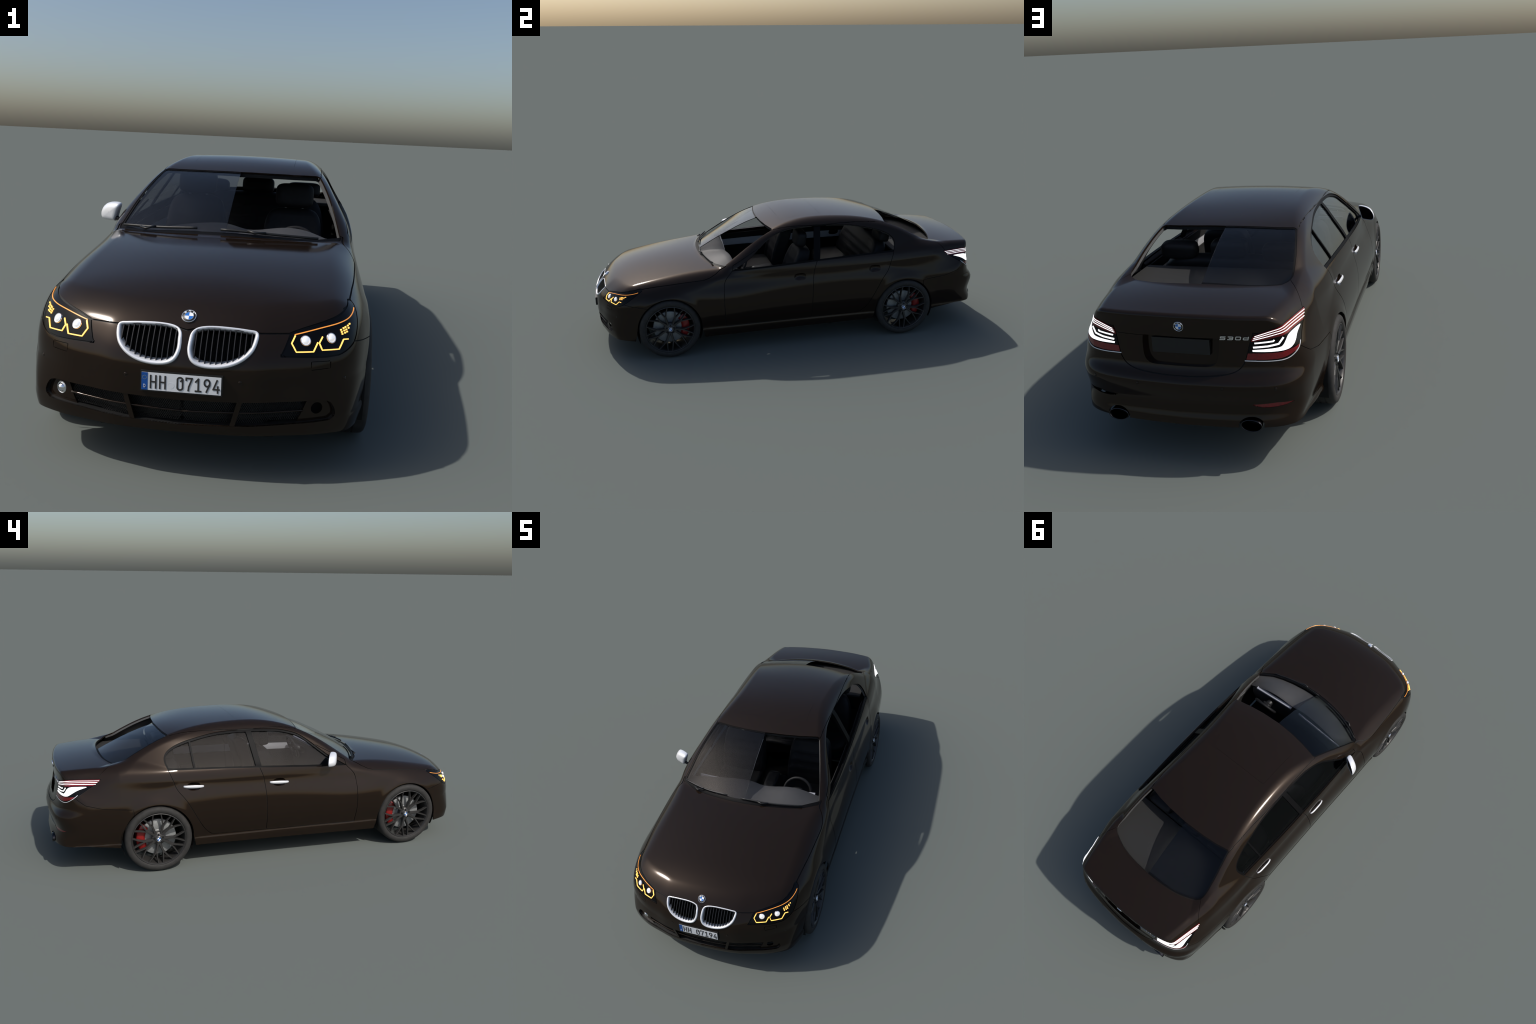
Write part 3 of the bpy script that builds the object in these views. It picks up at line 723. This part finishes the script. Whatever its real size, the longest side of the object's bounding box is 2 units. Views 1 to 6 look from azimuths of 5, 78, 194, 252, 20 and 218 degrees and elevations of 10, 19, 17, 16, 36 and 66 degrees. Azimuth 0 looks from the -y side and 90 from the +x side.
# lower intake: mesh, bars, dividers and fog lamp pods
Cm = P[hi].mean(1)
xs_in = np.array(INTAKE)
def zrange(x):
    zz = []
    for (x0, z0), (x1, z1) in zip(xs_in, np.roll(xs_in, -1, 0)):
        if (x0 - x) * (x1 - x) <= 0 and abs(x1 - x0) > 1e-9: zz.append(z0 + (z1 - z0) * (x - x0) / (x1 - x0))
    return (min(zz), max(zz)) if zz else None
wires = []
for d in (1, -1):
    for i in range(-12, 66):
        x0 = i * .0042; pts = []
        for t in np.linspace(0, 1, 9):
            z = .118 + t * .062; x = x0 + d * (t - .5) * .062 * .62
            if 0 <= x < .238:
                zr = zrange(x)
                if zr and zr[0] < z < zr[1]: pts.append((x, z))
        if len(pts) > 2:
            q = on_front([p[0] for p in pts], [p[1] for p in pts]); q[:, 1] += .013
            wires.append(tube(q.tolist(), .00055, 3))
wv = merge(wires)
make("intake_mesh", *merge([wv, flip(wv, -1)]), MESHB, smooth=False)["kind"] = "stuff"
for sg in (1, -1):
    xl = np.linspace(0, .236, 16); zl = np.interp(xl, [0, .236], [.1490, .1545])
    q = on_front(xl, zl); q[:, 1] += .006
    make("intake_bar", *flip(tube(q.tolist(), .0020, 6), sg), PAINT)
    Vd, Fd = [], []
    a = on_front([.094, .104], [.1215, .1220]); b = on_front([.108, .118], [.1758, .1758])
    for p in (a[0], a[1], b[1], b[0]):
        Vd.append((p[0], p[1] + .001, p[2])); 
    for p in (a[0], a[1], b[1], b[0]):
        Vd.append((p[0], p[1] + .018, p[2]))
    Fd = [(0, 1, 2, 3), (7, 6, 5, 4), (0, 4, 5, 1), (1, 5, 6, 2), (2, 6, 7, 3), (3, 7, 4, 0)]
    make("intake_divider", *flip((Vd, Fd), sg), PAINT, smooth=False)
    # fog pod: part of the intake outboard of a slanted line, set back
    xc, zc = P[hi].mean(1)[:, 0], P[hi].mean(1)[:, 2]
    pod = T[(lab == "hole") & (f["intake"] < 0) & (f["pod"] > 0) & (f["fog"] > 0)]
    shell(None, "fog_lamp_pod", PAINT, thick=.003, push=-.009, mirror=sg, tris=pod)
    if sg < 0:
        c = on_front([.2667], [.1563])[0]; nn = normals(c[None])[0]
        M = Matrix.Translation(Vector(c) - Vector(nn) * .012) @ Vector(nn).to_track_quat("X", "Z").to_matrix().to_4x4()
        make("fog_lamp", *flip(xf(lathe([(.0001, .009), (.005, .0082), (.009, .005), (.0105, .001), (.0115, .003), (.0128, .003), (.0132, -.004)], 28), M), sg), CHROME)

# parking sensors
for sg in (1, -1):
    for c in list(on_front([.1126, .3158], [.2162, .2106])) + list(on_rear([.126, .271], [.251, .251])):
        nn = normals(c[None])[0]; M = Matrix.Translation(Vector(c)) @ Vector(nn).to_track_quat("X", "Z").to_matrix().to_4x4()
        make("parking_sensor", *flip(xf(lathe([(.0001, .0006), (.0036, .0006), (.0040, -.0006), (.0046, -.0006), (.0048, .0004), (.0054, .0002)], 20), M), sg), PAINT)

# ------------------------------------------------------------------ boot recess, plates, badges
rec = T[lab == "recess"]
shell(None, "plate_recess", PAINT, thick=.003, push=-.017, both=True, tris=rec)
walls(rec, .017, (1, -1), "recess_wall", PAINT)
make("rear_plate_holder", *box(0, .9525, .3565, .171, .010, .045), PLASTIC, smooth=False)

def text_mesh(body, size, depth=.0006, bevel=0):
    cu = bpy.data.curves.new("lettering", "FONT"); cu.body = body; cu.size = size; cu.extrude = depth; cu.bevel_depth = bevel
    cu.align_x = "CENTER"; cu.align_y = "CENTER"
    o = bpy.data.objects.new("lettering", cu); bpy.context.scene.collection.objects.link(o)
    dg = bpy.context.evaluated_depsgraph_get(); me = bpy.data.meshes.new_from_object(o.evaluated_get(dg))
    bpy.data.objects.remove(o)
    return me
def lettering(name, body, W, Hh, M, material, parent=None, depth=.0006, bold=0.0):
    """text scaled to a box W x Hh, placed by M (text x right, y up, z out)"""
    me = text_mesh(body, 1.0, .02, bold); co = np.array([v.co[:] for v in me.vertices])
    lo, hi = co.min(0), co.max(0); c = (lo + hi) / 2
    for v in me.vertices:
        v.co = M @ Vector(((v.co.x - c[0]) * W / (hi[0] - lo[0]), (v.co.y - c[1]) * Hh / (hi[1] - lo[1]), v.co.z / .02 * depth))
    me.materials.clear(); me.materials.append(material); me.name = name
    return add_obj(name, me, parent)

FRONT = Matrix(((1, 0, 0, 0), (0, 0, -1, 0), (0, 1, 0, 0), (0, 0, 0, 1)))       # text plane facing -y
REAR = Matrix(((-1, 0, 0, 0), (0, 0, 1, 0), (0, 1, 0, 0), (0, 0, 0, 1)))        # facing +y
ZP = .2095
plate = make("number_plate", *box(0, -.9973, ZP, .1555, .0034, .0355), PLATEW, smooth=False)
make("plate_frame", *box(0, -.9945, ZP, .161, .008, .0405), PLASTIC, plate, smooth=False)
make("plate_band", *box(-.0715, -.9990, ZP, .0122, .0010, .0352), PLATEB, plate, smooth=False)
def arc(cx, cy, rx, ry, a0, a1, n=8): return [(cx + rx * math.cos(rad(a0 + (a1 - a0) * i / n)), cy + ry * math.sin(rad(a0 + (a1 - a0) * i / n))) for i in range(n + 1)]
rad = math.radians
GLYPH = {   # strokes in a 1 x 2 box
    "H": [[(.08, 0), (.08, 2)], [(.92, 0), (.92, 2)], [(.08, 1), (.92, 1)]],
    "0": [arc(.5, 1.62, .42, .38, 0, 180) + arc(.5, .38, .42, .38, 180, 360) + [(.92, 1.62)], [(.62, 1.42), (.92, 1.72)]],
    "7": [[(.02, 1.7), (.02, 2), (.95, 2), (.45, .6), (.38, 0)]],
    "1": [[(.12, 1.5), (.55, 2), (.55, 0)], [(.12, 0), (.95, 0)]],
    "9": [arc(.5, 1.45, .42, .55, 0, 360, 16), [(.92, 1.45), (.9, 1.1), (.62, .5), (.42, 0)]],
    "4": [[(.62, 2), (.05, .5), (.98, .5)], [(.75, 1.0), (.75, 0)]],
    "5": [[(.95, 2), (.08, 2), (.08, 1.12), (.80, 1.12), (.94, .95), (.94, .2), (.80, 0), (.05, 0)]],
    "3": [[(.05, 2), (.80, 2), (.94, 1.82), (.94, .2), (.80, 0), (.05, 0)], [(.30, 1.05), (.94, 1.05)]],
    "o": [[(.2, 0), (.06, .2), (.06, 1.8), (.2, 2), (.80, 2), (.94, 1.8), (.94, .2), (.80, 0), (.2, 0)]],
    "d": [[(.94, 2.0), (.94, 0), (.2, 0), (.06, .2), (.06, 1.2), (.2, 1.4), (.94, 1.4)]]}
def glyph(name, ch, w, h, M, stroke, depth, material, parent=None, slant=0.0):
    """a character of flat bars, each stroke a bar with thickness"""
    parts = []
    for line in GLYPH[ch]:
        q = [((x - .5) * w + slant * (y - 1) * h / 2, (y - 1) * h / 2) for x, y in line]
        for (x0, y0), (x1, y1) in zip(q[:-1], q[1:]):
            L_ = math.hypot(x1 - x0, y1 - y0)
            if L_ < 1e-7: continue
            tx, ty = (x1 - x0) / L_, (y1 - y0) / L_; e = stroke * .42
            c = [(x0 - tx * e, y0 - ty * e), (x1 + tx * e, y1 + ty * e)]
            V = []
            for z_ in (-.0002, depth + random.uniform(0, 2e-5)):
                for (px, py), s_ in ((c[0], 1), (c[1], 1), (c[1], -1), (c[0], -1)): V.append((px - ty * s_ * stroke / 2, py + tx * s_ * stroke / 2, z_))
            parts.append((V, [(3, 2, 1, 0), (4, 5, 6, 7), (0, 1, 5, 4), (1, 2, 6, 5), (2, 3, 7, 6), (3, 0, 4, 7)]))
    return make(name, *xf(merge(parts), M), material, parent, smooth=False)
for ch, xc in (("H", -.0545), ("H", -.0362), ("0", -.0020), ("7", .0158), ("1", .0330), ("9", .0505), ("4", .0683)):
    glyph("plate_letter", ch, .0122, .0245, Matrix.Translation((xc, -.9990, ZP - .0005)) @ FRONT, .0032, .0007, PLATET, plate)
lettering("plate_letter", "D", .0042, .0066, Matrix.Translation((-.0715, -.9998, ZP - .0095)) @ FRONT, PLATEW, plate, .0003)
stars = []
for i in range(12):
    a = math.pi * i / 6; r = []
    for k in range(10):
        rr = .0008 if k % 2 == 0 else .00035; t = math.pi / 2 + k * math.pi / 5
        r.append((-.0715 + .0039 * math.cos(a) + rr * math.cos(t), -.9998, ZP + .0078 + .0039 * math.sin(a) + rr * math.sin(t)))
    stars.append((r, [tuple(range(10))]))
make("plate_stars", *merge(stars), STARY, plate, smooth=False)
make("plate_seal", *xf(lathe([(.0001, .0002), (.0058, .0002), (.0062, .0004), (.0066, 0)], 24), Matrix.Translation((-.0195, -.9988, ZP - .006)) @ Matrix.Rotation(math.radians(-90), 4, "Z")), PLATEW, plate)

def roundel(name, centre, normal, r, parent=None, up=(0, 0, 1), letters=True):
    nn = Vector(normal).normalized(); u = Vector(up); u = (u - nn * u.dot(nn)).normalized(); rt = u.cross(nn)
    M = Matrix(((rt.x, u.x, nn.x, centre[0]), (rt.y, u.y, nn.y, centre[1]), (rt.z, u.z, nn.z, centre[2]), (0, 0, 0, 1)))
    base = make(name, *xf(lathe([(.0001, .10 * r), (.9 * r, .10 * r), (.95 * r, .05 * r), (1.0 * r, -.12 * r)], 40, "z"), M), PLASTIC, parent)
    make("badge_rim", *xf(lathe([(.90 * r, .08 * r), (.93 * r, .16 * r), (.97 * r, .16 * r), (1.0 * r, .10 * r), (1.01 * r, -.12 * r)], 40, "z"), M), CHROME, base)
    make("badge_rim", *xf(lathe([(.56 * r, .10 * r), (.58 * r, .15 * r), (.61 * r, .15 * r), (.63 * r, .10 * r)], 40, "z"), M), CHROME, base)
    for q in range(4):
        V = [(0, 0, .13 * r)] + [(.57 * r * math.cos(math.pi / 2 * (q + k / 10)), .57 * r * math.sin(math.pi / 2 * (q + k / 10)), .13 * r) for k in range(11)]
        make("badge_quarter", *xf((V, [(0, k, k + 1) for k in range(1, 11)]), M), BADGEW if q % 2 == 0 else BADGEB, base, smooth=False)
    if letters:
        for ch, a in (("B", 45), ("M", 0), ("W", -45)):
            lettering("badge_letter", ch, .30 * r, .24 * r, M @ Matrix.Rotation(math.radians(a), 4, "Z") @ Matrix.Translation((0, .765 * r, .13 * r)), BADGEW, base, .04 * r, .01)
    return base
c = on_front([0], [.3255])[0]; roundel("bonnet_badge", c + normals(c[None])[0] * .0015, normals(c[None])[0] + np.array([0, 0, .0]), .0148)
c = on_rear([0], [.4165])[0]; roundel("boot_badge", c + normals(c[None])[0] * .0015, normals(c[None])[0], .0146)
pb = on_rear([.1565], [.3868])[0]; nb = normals(pb[None])[0]
ang = math.atan2(nb[0], nb[1])
for i, ch in enumerate("53od"):
    glyph("model_badge", ch, .0150, .0082, Matrix.Translation((-pb[0], pb[1] + .0012, pb[2])) @ Matrix.Rotation(ang, 4, "Z") @ REAR @ Matrix.Translation(((i - 1.5) * .0215, 0, 0)), .0024, .0016, CHROME, None, .25)

# ------------------------------------------------------------------ exhausts
for sg in (1, -1):
    V, Fc = [], []; prof = ((.93, .90), (.9835, 1.0), (.9865, .97), (.985, .90), (.94, .86))
    n = 32
    for i in range(n):
        t = 2 * math.pi * i / n
        for yy, sc in prof: V.append((.2005 + .0315 * sc * math.cos(t), yy, .1400 + .0185 * sc * math.sin(t)))
    m = len(prof)
    for i in range(n):
        j = (i + 1) % n
        for k in range(m - 1): Fc.append((i * m + k, j * m + k, j * m + k + 1, i * m + k + 1))
    make("exhaust_tip", *flip((V, Fc), sg), mat("smoked_chrome", (.05, .05, .055), rough=.15, metal=1.0) if sg > 0 else bpy.data.materials["smoked_chrome"])
    make("exhaust_inside", *flip(([(.2005 + .027 * math.cos(2 * math.pi * i / n), .945, .140 + .016 * math.sin(2 * math.pi * i / n)) for i in range(n)], [tuple(range(n))]), sg), VOID, smooth=False)
shell("exhaust_gap", "exhaust_gap", VOID, thick=.002, push=-.03, both=True)

# ------------------------------------------------------------------ door handles and mirror
for j, (yc, zc) in enumerate(HANDLES):
    n, rings = 40, 6
    for sg in (1, -1):
        V, Fc = [], []
        for k in range(rings + 1):
            s = 1 - k / rings; dep = .0135 * (1 - s ** 2.2)
            yy, zz = [], []
            for i in range(n):
                t = 2 * math.pi * i / n; c_, s_ = math.cos(t), math.sin(t)
                rr = (abs(c_) ** 2.6 + abs(s_) ** 2.6) ** (-1 / 2.6)
                yy.append(yc + .0303 * s * rr * c_); zz.append(zc + .0178 * s * rr * s_)
            q = on_side(yy, zz); q[:, 0] -= dep; V += q.tolist()
        for k in range(rings):
            for i in range(n):
                l = (i + 1) % n; Fc.append((k * n + i, k * n + l, (k + 1) * n + l, (k + 1) * n + i))
        make("handle_recess", *flip((V, Fc), sg), PAINT, DOORS[(("front_door", "rear_door")[j], sg)])
    ys = np.linspace(-.0445, .0445, 17); b = on_side(yc + ys + .0015, np.full(17, zc + .0005 + ys * .04))
    b[:, 0] += .0055 * (1 - (ys / .0445) ** 4) + .0012
    hz = [(.0030 + .0042 * math.cos(math.pi * .5 * abs(v / .046)) ** .5) for v in ys]
    V, Fc = [], []; n = 12
    for p, h_ in zip(b, hz):
        for k in range(n):
            w = 2 * math.pi * k / n; V.append((p[0] + .0038 * math.cos(w), p[1], p[2] + h_ * math.sin(w)))
    for i in range(16):
        for k in range(n): Fc.append((i * n + k, i * n + (k + 1) % n, (i + 1) * n + (k + 1) % n, (i + 1) * n + k))
    Fc += [tuple(range(n))[::-1], tuple(16 * n + k for k in range(n))]
    make("door_handle", *flip((V, Fc), -1), SATIN, DOORS[(("front_door", "rear_door")[j], -1)])

MO = np.array(cr([(-.3375, .4715), (-.3440, .4475), (-.3525, .4225), (-.3600, .4185), (-.3950, .4195), (-.4055, .4260), (-.4072, .4400), (-.3985, .4580), (-.3835, .4695), (-.3600, .4745)], 4, True))
mc = MO.mean(0); V, Fc = [], []; n = len(MO)
def mirror_back(x): return -.262 + (-.335 - x) * .575          # the glass is turned outwards
for dy, sc in ((.0015, .92), (.003, .98), (0, 1.0), (-.010, 1.0), (-.019, .95), (-.026, .86), (-.030, .70), (-.032, .45), (-.0325, .02)):
    for p in MO:
        q = mc + (p - mc) * sc; V.append((q[0], mirror_back(q[0]) + dy * (1.0 - 2.5 * (q[0] - mc[0])), q[1]))
for k in range(8):
    for i in range(n): Fc.append((k * n + i, k * n + (i + 1) % n, (k + 1) * n + (i + 1) % n, (k + 1) * n + i))
mir = make("door_mirror", V, Fc, SATIN)
make("mirror_glass", [((mc + (p - mc) * .93)[0], mirror_back((mc + (p - mc) * .93)[0]) + .0005, (mc + (p - mc) * .93)[1]) for p in MO], [tuple(range(n))], MIRRORG, mir, smooth=False)
make("mirror_arm", *tube([(-.318, -.268, .4185), (-.330, -.268, .4205), (-.343, -.268, .426), (-.352, -.266, .430)], [.0105, .0075, .007, .008], 12, flat=.8), PLASTIC, mir)

# ------------------------------------------------------------------ wipers
for (x0, y0), (x1, y1), xp in (((.245, -.418), (-.012, -.4535), .06), ((-.075, -.4475), (-.292, -.383), -.235)):
    xs_, ys_ = np.linspace(x0, x1, 14), np.linspace(y0, y1, 14)
    ys_ += -.012 * np.sin(np.linspace(0, math.pi, 14)); q = on_top(xs_, ys_); nn = normals(q)
    make("wiper_blade", *tube((q + nn * .007).tolist(), .0022, 6, flat=1.8), PLASTIC)
    q2 = on_top([xp, xp * .6 + xs_[7] * .4, xs_[7]], [-.452 if abs(xp) < .1 else -.418, ys_[7] - .010, ys_[7]]); n2 = normals(q2)
    make("wiper_arm", *tube((q2 + n2 * .010).tolist(), [.0042, .0034, .0026], 8), PLASTIC)

# ------------------------------------------------------------------ wheels
RT, RR = .1468, .1170      # tyre and rim radius
TYRE = [(.113, -.100), (.118, -.1045), (.130, -.1065), (.139, -.104), (.1445, -.099), (.1464, -.092), (.1468, -.078), (.1440, -.0775), (.1440, -.0725), (.1468, -.072),
        (.1468, -.057), (.1440, -.0565), (.1440, -.0505), (.1468, -.050), (.1468, -.035), (.1440, -.0345), (.1440, -.0295), (.1468, -.029), (.1464, -.015), (.1450, -.008),
        (.1405, -.0025), (.134, .0002), (.127, .0004), (.1215, -.0012), (.1185, -.0035), (.1172, -.007), (.113, -.012)]
BARREL = [(.1185, -.0055), (.1178, -.0025), (.1158, -.0015), (.1140, -.0035), (.1118, -.010), (.1105, -.022), (.106, -.045), (.104, -.09), (.113, -.102)]
tyre_d = lathe(TYRE, 96)
def bar(path, widths, depth):
    """spoke: flat-topped bar through (r, angle, x) stations"""
    V, Fc = [], []; pts = [Vector((x, r * math.cos(a), r * math.sin(a))) for r, a, x in path]
    for i, p in enumerate(pts):
        t = (pts[min(i + 1, len(pts) - 1)] - pts[max(i - 1, 0)]).normalized(); s = t.cross(Vector((1, 0, 0))).normalized(); w = widths[i] / 2
        for a, b in ((-1.25, -depth), (-1.15, -.003), (-.75, 0), (.75, 0), (1.15, -.003), (1.25, -depth)): V.append(tuple(p + s * w * a + Vector((b, 0, 0))))
    m = 6
    for i in range(len(pts) - 1):
        for k in range(m): Fc.append((i * m + k, (i + 1) * m + k, (i + 1) * m + (k + 1) % m, i * m + (k + 1) % m))
    Fc += [tuple(range(m)), tuple((len(pts) - 1) * m + k for k in range(m))[::-1]]
    return V, Fc
rad = math.radians
spoke_parts = []
for sgn in (1, -1):
    spoke_parts.append(bar([(.020, rad(8 * sgn), -.012), (.042, rad(12 * sgn), -.0105), (.064, rad(14.5 * sgn), -.008)], [.0105, .0088, .0080], .016))
    spoke_parts.append(bar([(.060, rad(14.0 * sgn), -.0085), (.090, rad(22.5 * sgn), -.0055), (.1145, rad(27.5 * sgn), -.004)], [.0062, .0052, .0048], .013))
    spoke_parts.append(bar([(.060, rad(14.5 * sgn), -.0085), (.090, rad(8.2 * sgn), -.0055), (.1145, rad(5.2 * sgn), -.004)], [.0062, .0052, .0048], .013))
spoke_d = merge(spoke_parts)
hub_d = lathe([(.0001, -.0085), (.0135, -.0085), (.0150, -.0105), (.024, -.0125), (.0285, -.0165), (.030, -.030)], 40)
bolt_d = lathe([(.0001, .0005), (.0016, .0005), (.0017, .0035), (.0032, .0035), (.0036, 0)], 12)
disc_d = lathe([(.030, -.050), (.034, -.040), (.046, -.0385), (.078, -.0385), (.080, -.040), (.080, -.052), (.034, -.052)], 64)
bell_d = lathe([(.0001, -.038), (.030, -.038), (.034, -.042), (.035, -.056)], 40)
cal_V, cal_F = [], []
NA = 14; sec = ((.058, -.062), (.056, -.038), (.060, -.030), (.068, -.0255), (.086, -.0255), (.094, -.030), (.096, -.040), (.096, -.064))
for i in range(NA + 1):
    a = rad(-40 + 80 * i / NA); k = min(i, NA - i); sc = 1 - .10 * max(0, 2 - k) / 2
    for r, x in sec: cal_V.append((x - (.004 if k == 0 else 0), (.076 + (r - .076) * sc) * math.cos(a), (.076 + (r - .076) * sc) * math.sin(a)))
ms = len(sec)
for i in range(NA):
    for k in range(ms): cal_F.append((i * ms + k, i * ms + (k + 1) % ms, (i + 1) * ms + (k + 1) % ms, (i + 1) * ms + k))
cal_F += [tuple(range(ms)), tuple(NA * ms + k for k in range(ms))[::-1]]
ME = {}
for nm, vf, mt, an in (("tyre", tyre_d, RUBBER, 40), ("rim", lathe(BARREL, 80), RIM, 40), ("spoke", spoke_d, RIM, 25), ("hub", hub_d, RIM, 40), ("wheel_bolt", bolt_d, PLASTIC, 40),
                       ("brake_disc", disc_d, DISC, 40), ("brake_bell", bell_d, DISC, 40), ("brake_caliper", (cal_V, cal_F), CALIPER, 40)):
    o = make(nm, *vf, mt, angle=an); ME[nm] = o.data; bpy.data.objects.remove(o)
# knobs on the brake disc: bright bobbins
def put(nm, M, parent):
    o = bpy.data.objects.new(nm, ME[nm]); bpy.context.scene.collection.objects.link(o); o.parent = parent; o.matrix_local = M; return o
XO = .3795
for yc in (YF, YR):
    for sg in (1, -1):
        w = bpy.data.objects.new("wheel", None); bpy.context.scene.collection.objects.link(w); w.parent = root
        w.location = (sg * XO, yc, ZW)
        if sg < 0: w.scale = (-1, 1, 1)
        I = Matrix.Identity(4); rot = lambda a: Matrix.Rotation(rad(a), 4, "X")
        put("tyre", I, w); put("rim", I, w); put("hub", I, w); put("brake_disc", I, w); put("brake_bell", I, w); put("brake_caliper", rot(6), w)
        for k in range(5):
            # spoke pairs seen 15 degrees below the horizontal, towards the front of the car
            put("spoke", rot(180 + 15 + 72 * k), w)
            put("wheel_bolt", rot(180 + 15 + 36 + 72 * k) @ Matrix.Translation((-.0105, .0195, 0)), w)
        roundel("hub_badge", (0.0, 0, 0), (1, 0, 0), .0125, w, letters=False).location = (-.0078, 0, 0)
        # arch liner and axle stub
        V, Fc = [], []; n = 28; xin = -.20
        for i in range(n + 1):
            a = rad(-25 + 230 * i / n)
            for x in (.006 - .02, -.05, xin): V.append((x, .1585 * math.cos(a), .1585 * math.sin(a)))
        for i in range(n):
            for k in range(2): Fc.append((i * 3 + k, i * 3 + k + 1, (i + 1) * 3 + k + 1, (i + 1) * 3 + k))
        Fc.append(tuple(i * 3 + 2 for i in range(n + 1)))
        make("arch_liner", V, Fc, VOID, w, smooth=False)

# ------------------------------------------------------------------ floor
make("floor_pan", *merge([box(0, -.02, .093, .36, 1.82, .016), box(0, -.045, .0935, .68, .82, .014), box(0, .82, .140, .60, .22, .012), box(0, -.86, .105, .40, .10, .012)]), VOID, smooth=False)
make("firewall", *merge([box(0, -.43, .25, .60, .02, .30), box(0, .60, .27, .60, .02, .30)]), VOID, smooth=False)

# ------------------------------------------------------------------ cabin
def shaped(vf, fn): return [fn(*p) for p in vf[0]], vf[1]
def seat_back(w, h, d):
    b = soft_block(w, d, h, 16, 5.0)
    def fn(x, y, z):
        u = x / (w / 2); t = z / h + .5
        side = max(0, (abs(u) - .62) / .38)
        y2 = y - (.022 * side * (1 - .6 * t) if y < 0 else 0)          # bolsters
        y2 += .0022 * math.cos(t * 38) * (1 - side) if y < 0 else 0      # stitched ribs
        return (x * (1 - .14 * t * t), y2 - .012 * math.sin(math.pi * t), z)
    return shaped(b, fn)
def seat_base(w, l, h):
    b = soft_block(w, l, h, 14, 5.0)
    return shaped(b, lambda x, y, z: (x, y, z + (.018 * max(0, (abs(x) / (w / 2) - .6) / .4) if z > 0 else 0) + (.014 * (-y / l) if z > 0 else 0)))
def place(vf, loc, rx=0.0): return xf(vf, Matrix.Translation(loc) @ Matrix.Rotation(rad(rx), 4, "X"))
for sg, dz, dy in ((1, 0, -.030), (-1, .030, -.045)):
    s = make("front_seat", *place(seat_back(.205, .265, .070), (sg * .16, .060 + dy, .325 + dz), -14), LEATHER)
    make("seat_cushion", *place(seat_base(.205, .235, .075), (sg * .16, -.075 + dy, .205 + dz), 4), LEATHER, s)
    make("headrest", *place(soft_block(.125, .052, .080, 12, 4.5), (sg * .161, .072 + dy, .498 + dz), -8), LEATHER, s)
    make("headrest_post", *merge([tube([(sg * .161 + k, .080 + dy, .43 + dz), (sg * .161 + k, .076 + dy, .49 + dz)], .004, 8) for k in (-.028, .028)]), SATIN, s)
bench = make("rear_bench", *place(seat_back(.545, .25, .070), (0, .447, .350), -16), LEATHER)
make("seat_cushion", *place(seat_base(.56, .22, .085), (0, .325, .243), 3), LEATHER, bench)
for x, w_, h_ in ((.180, .128, .056), (0, .125, .060), (-.180, .128, .056)):
    make("headrest", *place(soft_block(w_, .060, h_, 12, 4.5), (x, .478, .488 + (.010 if x == 0 else 0)), -10), LEATHER, bench)
make("parcel_shelf", *merge([box(0, .645, .4315, .58, .28, .010)]), SHELF, smooth=False)

# dashboard: profile swept across the car, with a hump over the instruments
LIP = Curve((-.31, .393), (-.26, .404), (-.20, .417), (-.12, .432), (-.05, .440), (.0, .438), (.045, .427), (.09, .429), (.155, .437), (.215, .430), (.26, .414), (.31, .394))
V, Fc = [], []; xs_ = np.linspace(-.308, .308, 49)
for x in xs_:
    fy = -.452 + .75 * x * x; lz = float(LIP(x)); ly = -.337 + .25 * x * x
    prof = [(fy, .412 - .05 * x * x), (fy * .6 + ly * .4, .412 * .45 + lz * .55), (fy * .25 + ly * .75, lz - .003), (ly, lz), (ly + .009, lz - .004), (ly + .006, lz - .016), (ly - .004, lz - .040), (ly - .002, .355), (ly + .002, .32), (ly - .012, .24), (ly - .03, .17)]
    V += [(x, a, b) for a, b in prof]
m = 11
for i in range(len(xs_) - 1):
    for k in range(m - 1): Fc.append((i * m + k, (i + 1) * m + k, (i + 1) * m + k + 1, i * m + k + 1))
dash = make("dashboard", V, Fc, DASH, angle=50)
make("dash_trim_strip", *merge([shaped(box(-.125, -.3235, .4045, .27, .006, .012), lambda x, y, z: (x, y + .25 * x * x, z)), shaped(box(.165, -.326, .4035, .21, .014, .010), lambda x, y, z: (x, y + .25 * x * x, z))]), DASHTRIM, dash, smooth=False)
make("centre_console", *merge([shaped(soft_block(.085, .36, .10, 10, 6), lambda x, y, z: (x, y - .12, z + .16))]), LEATHER)
make("armrest", *place(soft_block(.058, .115, .034, 10, 5), (.012, -.120, .290), 6), LEATHER)
# steering wheel
tilt = Matrix.Translation((.180, -.266, .372)) @ Matrix.Rotation(rad(-24), 4, "X")
ringp = [tuple(tilt @ Vector((.0605 * math.cos(a), 0, .0605 * math.sin(a)))) for a in np.linspace(0, 2 * math.pi, 48, endpoint=False)]
sw = make("steering_wheel", *tube(ringp, .0062, 10, True), LEATHER)
make("steering_hub", *xf(soft_block(.046, .022, .040, 10, 3.5), tilt @ Matrix.Translation((0, -.008, 0))), LEATHER, sw)
make("steering_spoke", *merge([xf(box(sx * .038, -.003, -.002, .044, .008, .014), tilt) for sx in (1, -1)] + [xf(box(0, -.003, -.035, .016, .008, .045), tilt)]), LEATHER, sw, smooth=False)
make("steering_column", *tube([(.180, -.275, .370), (.180, -.34, .345)], .018, 12), PLASTIC, sw)

for pts in ([(-.232, -.108), (-.15, -.126), (-.07, -.136), (0, -.139), (.07, -.136), (.15, -.126), (.232, -.108)], [(-.225, .462), (-.15, .478), (-.07, .486), (0, .488), (.07, .486), (.15, .478), (.225, .462)]):
    q = np.array(cr(pts, 4)); c = on_top(np.abs(q[:, 0]), q[:, 1]); nn = normals(c); c = c - nn * .012; c[:, 0] = q[:, 0]
    make("roof_header", *tube(c.tolist(), .0075, 8), LINING)
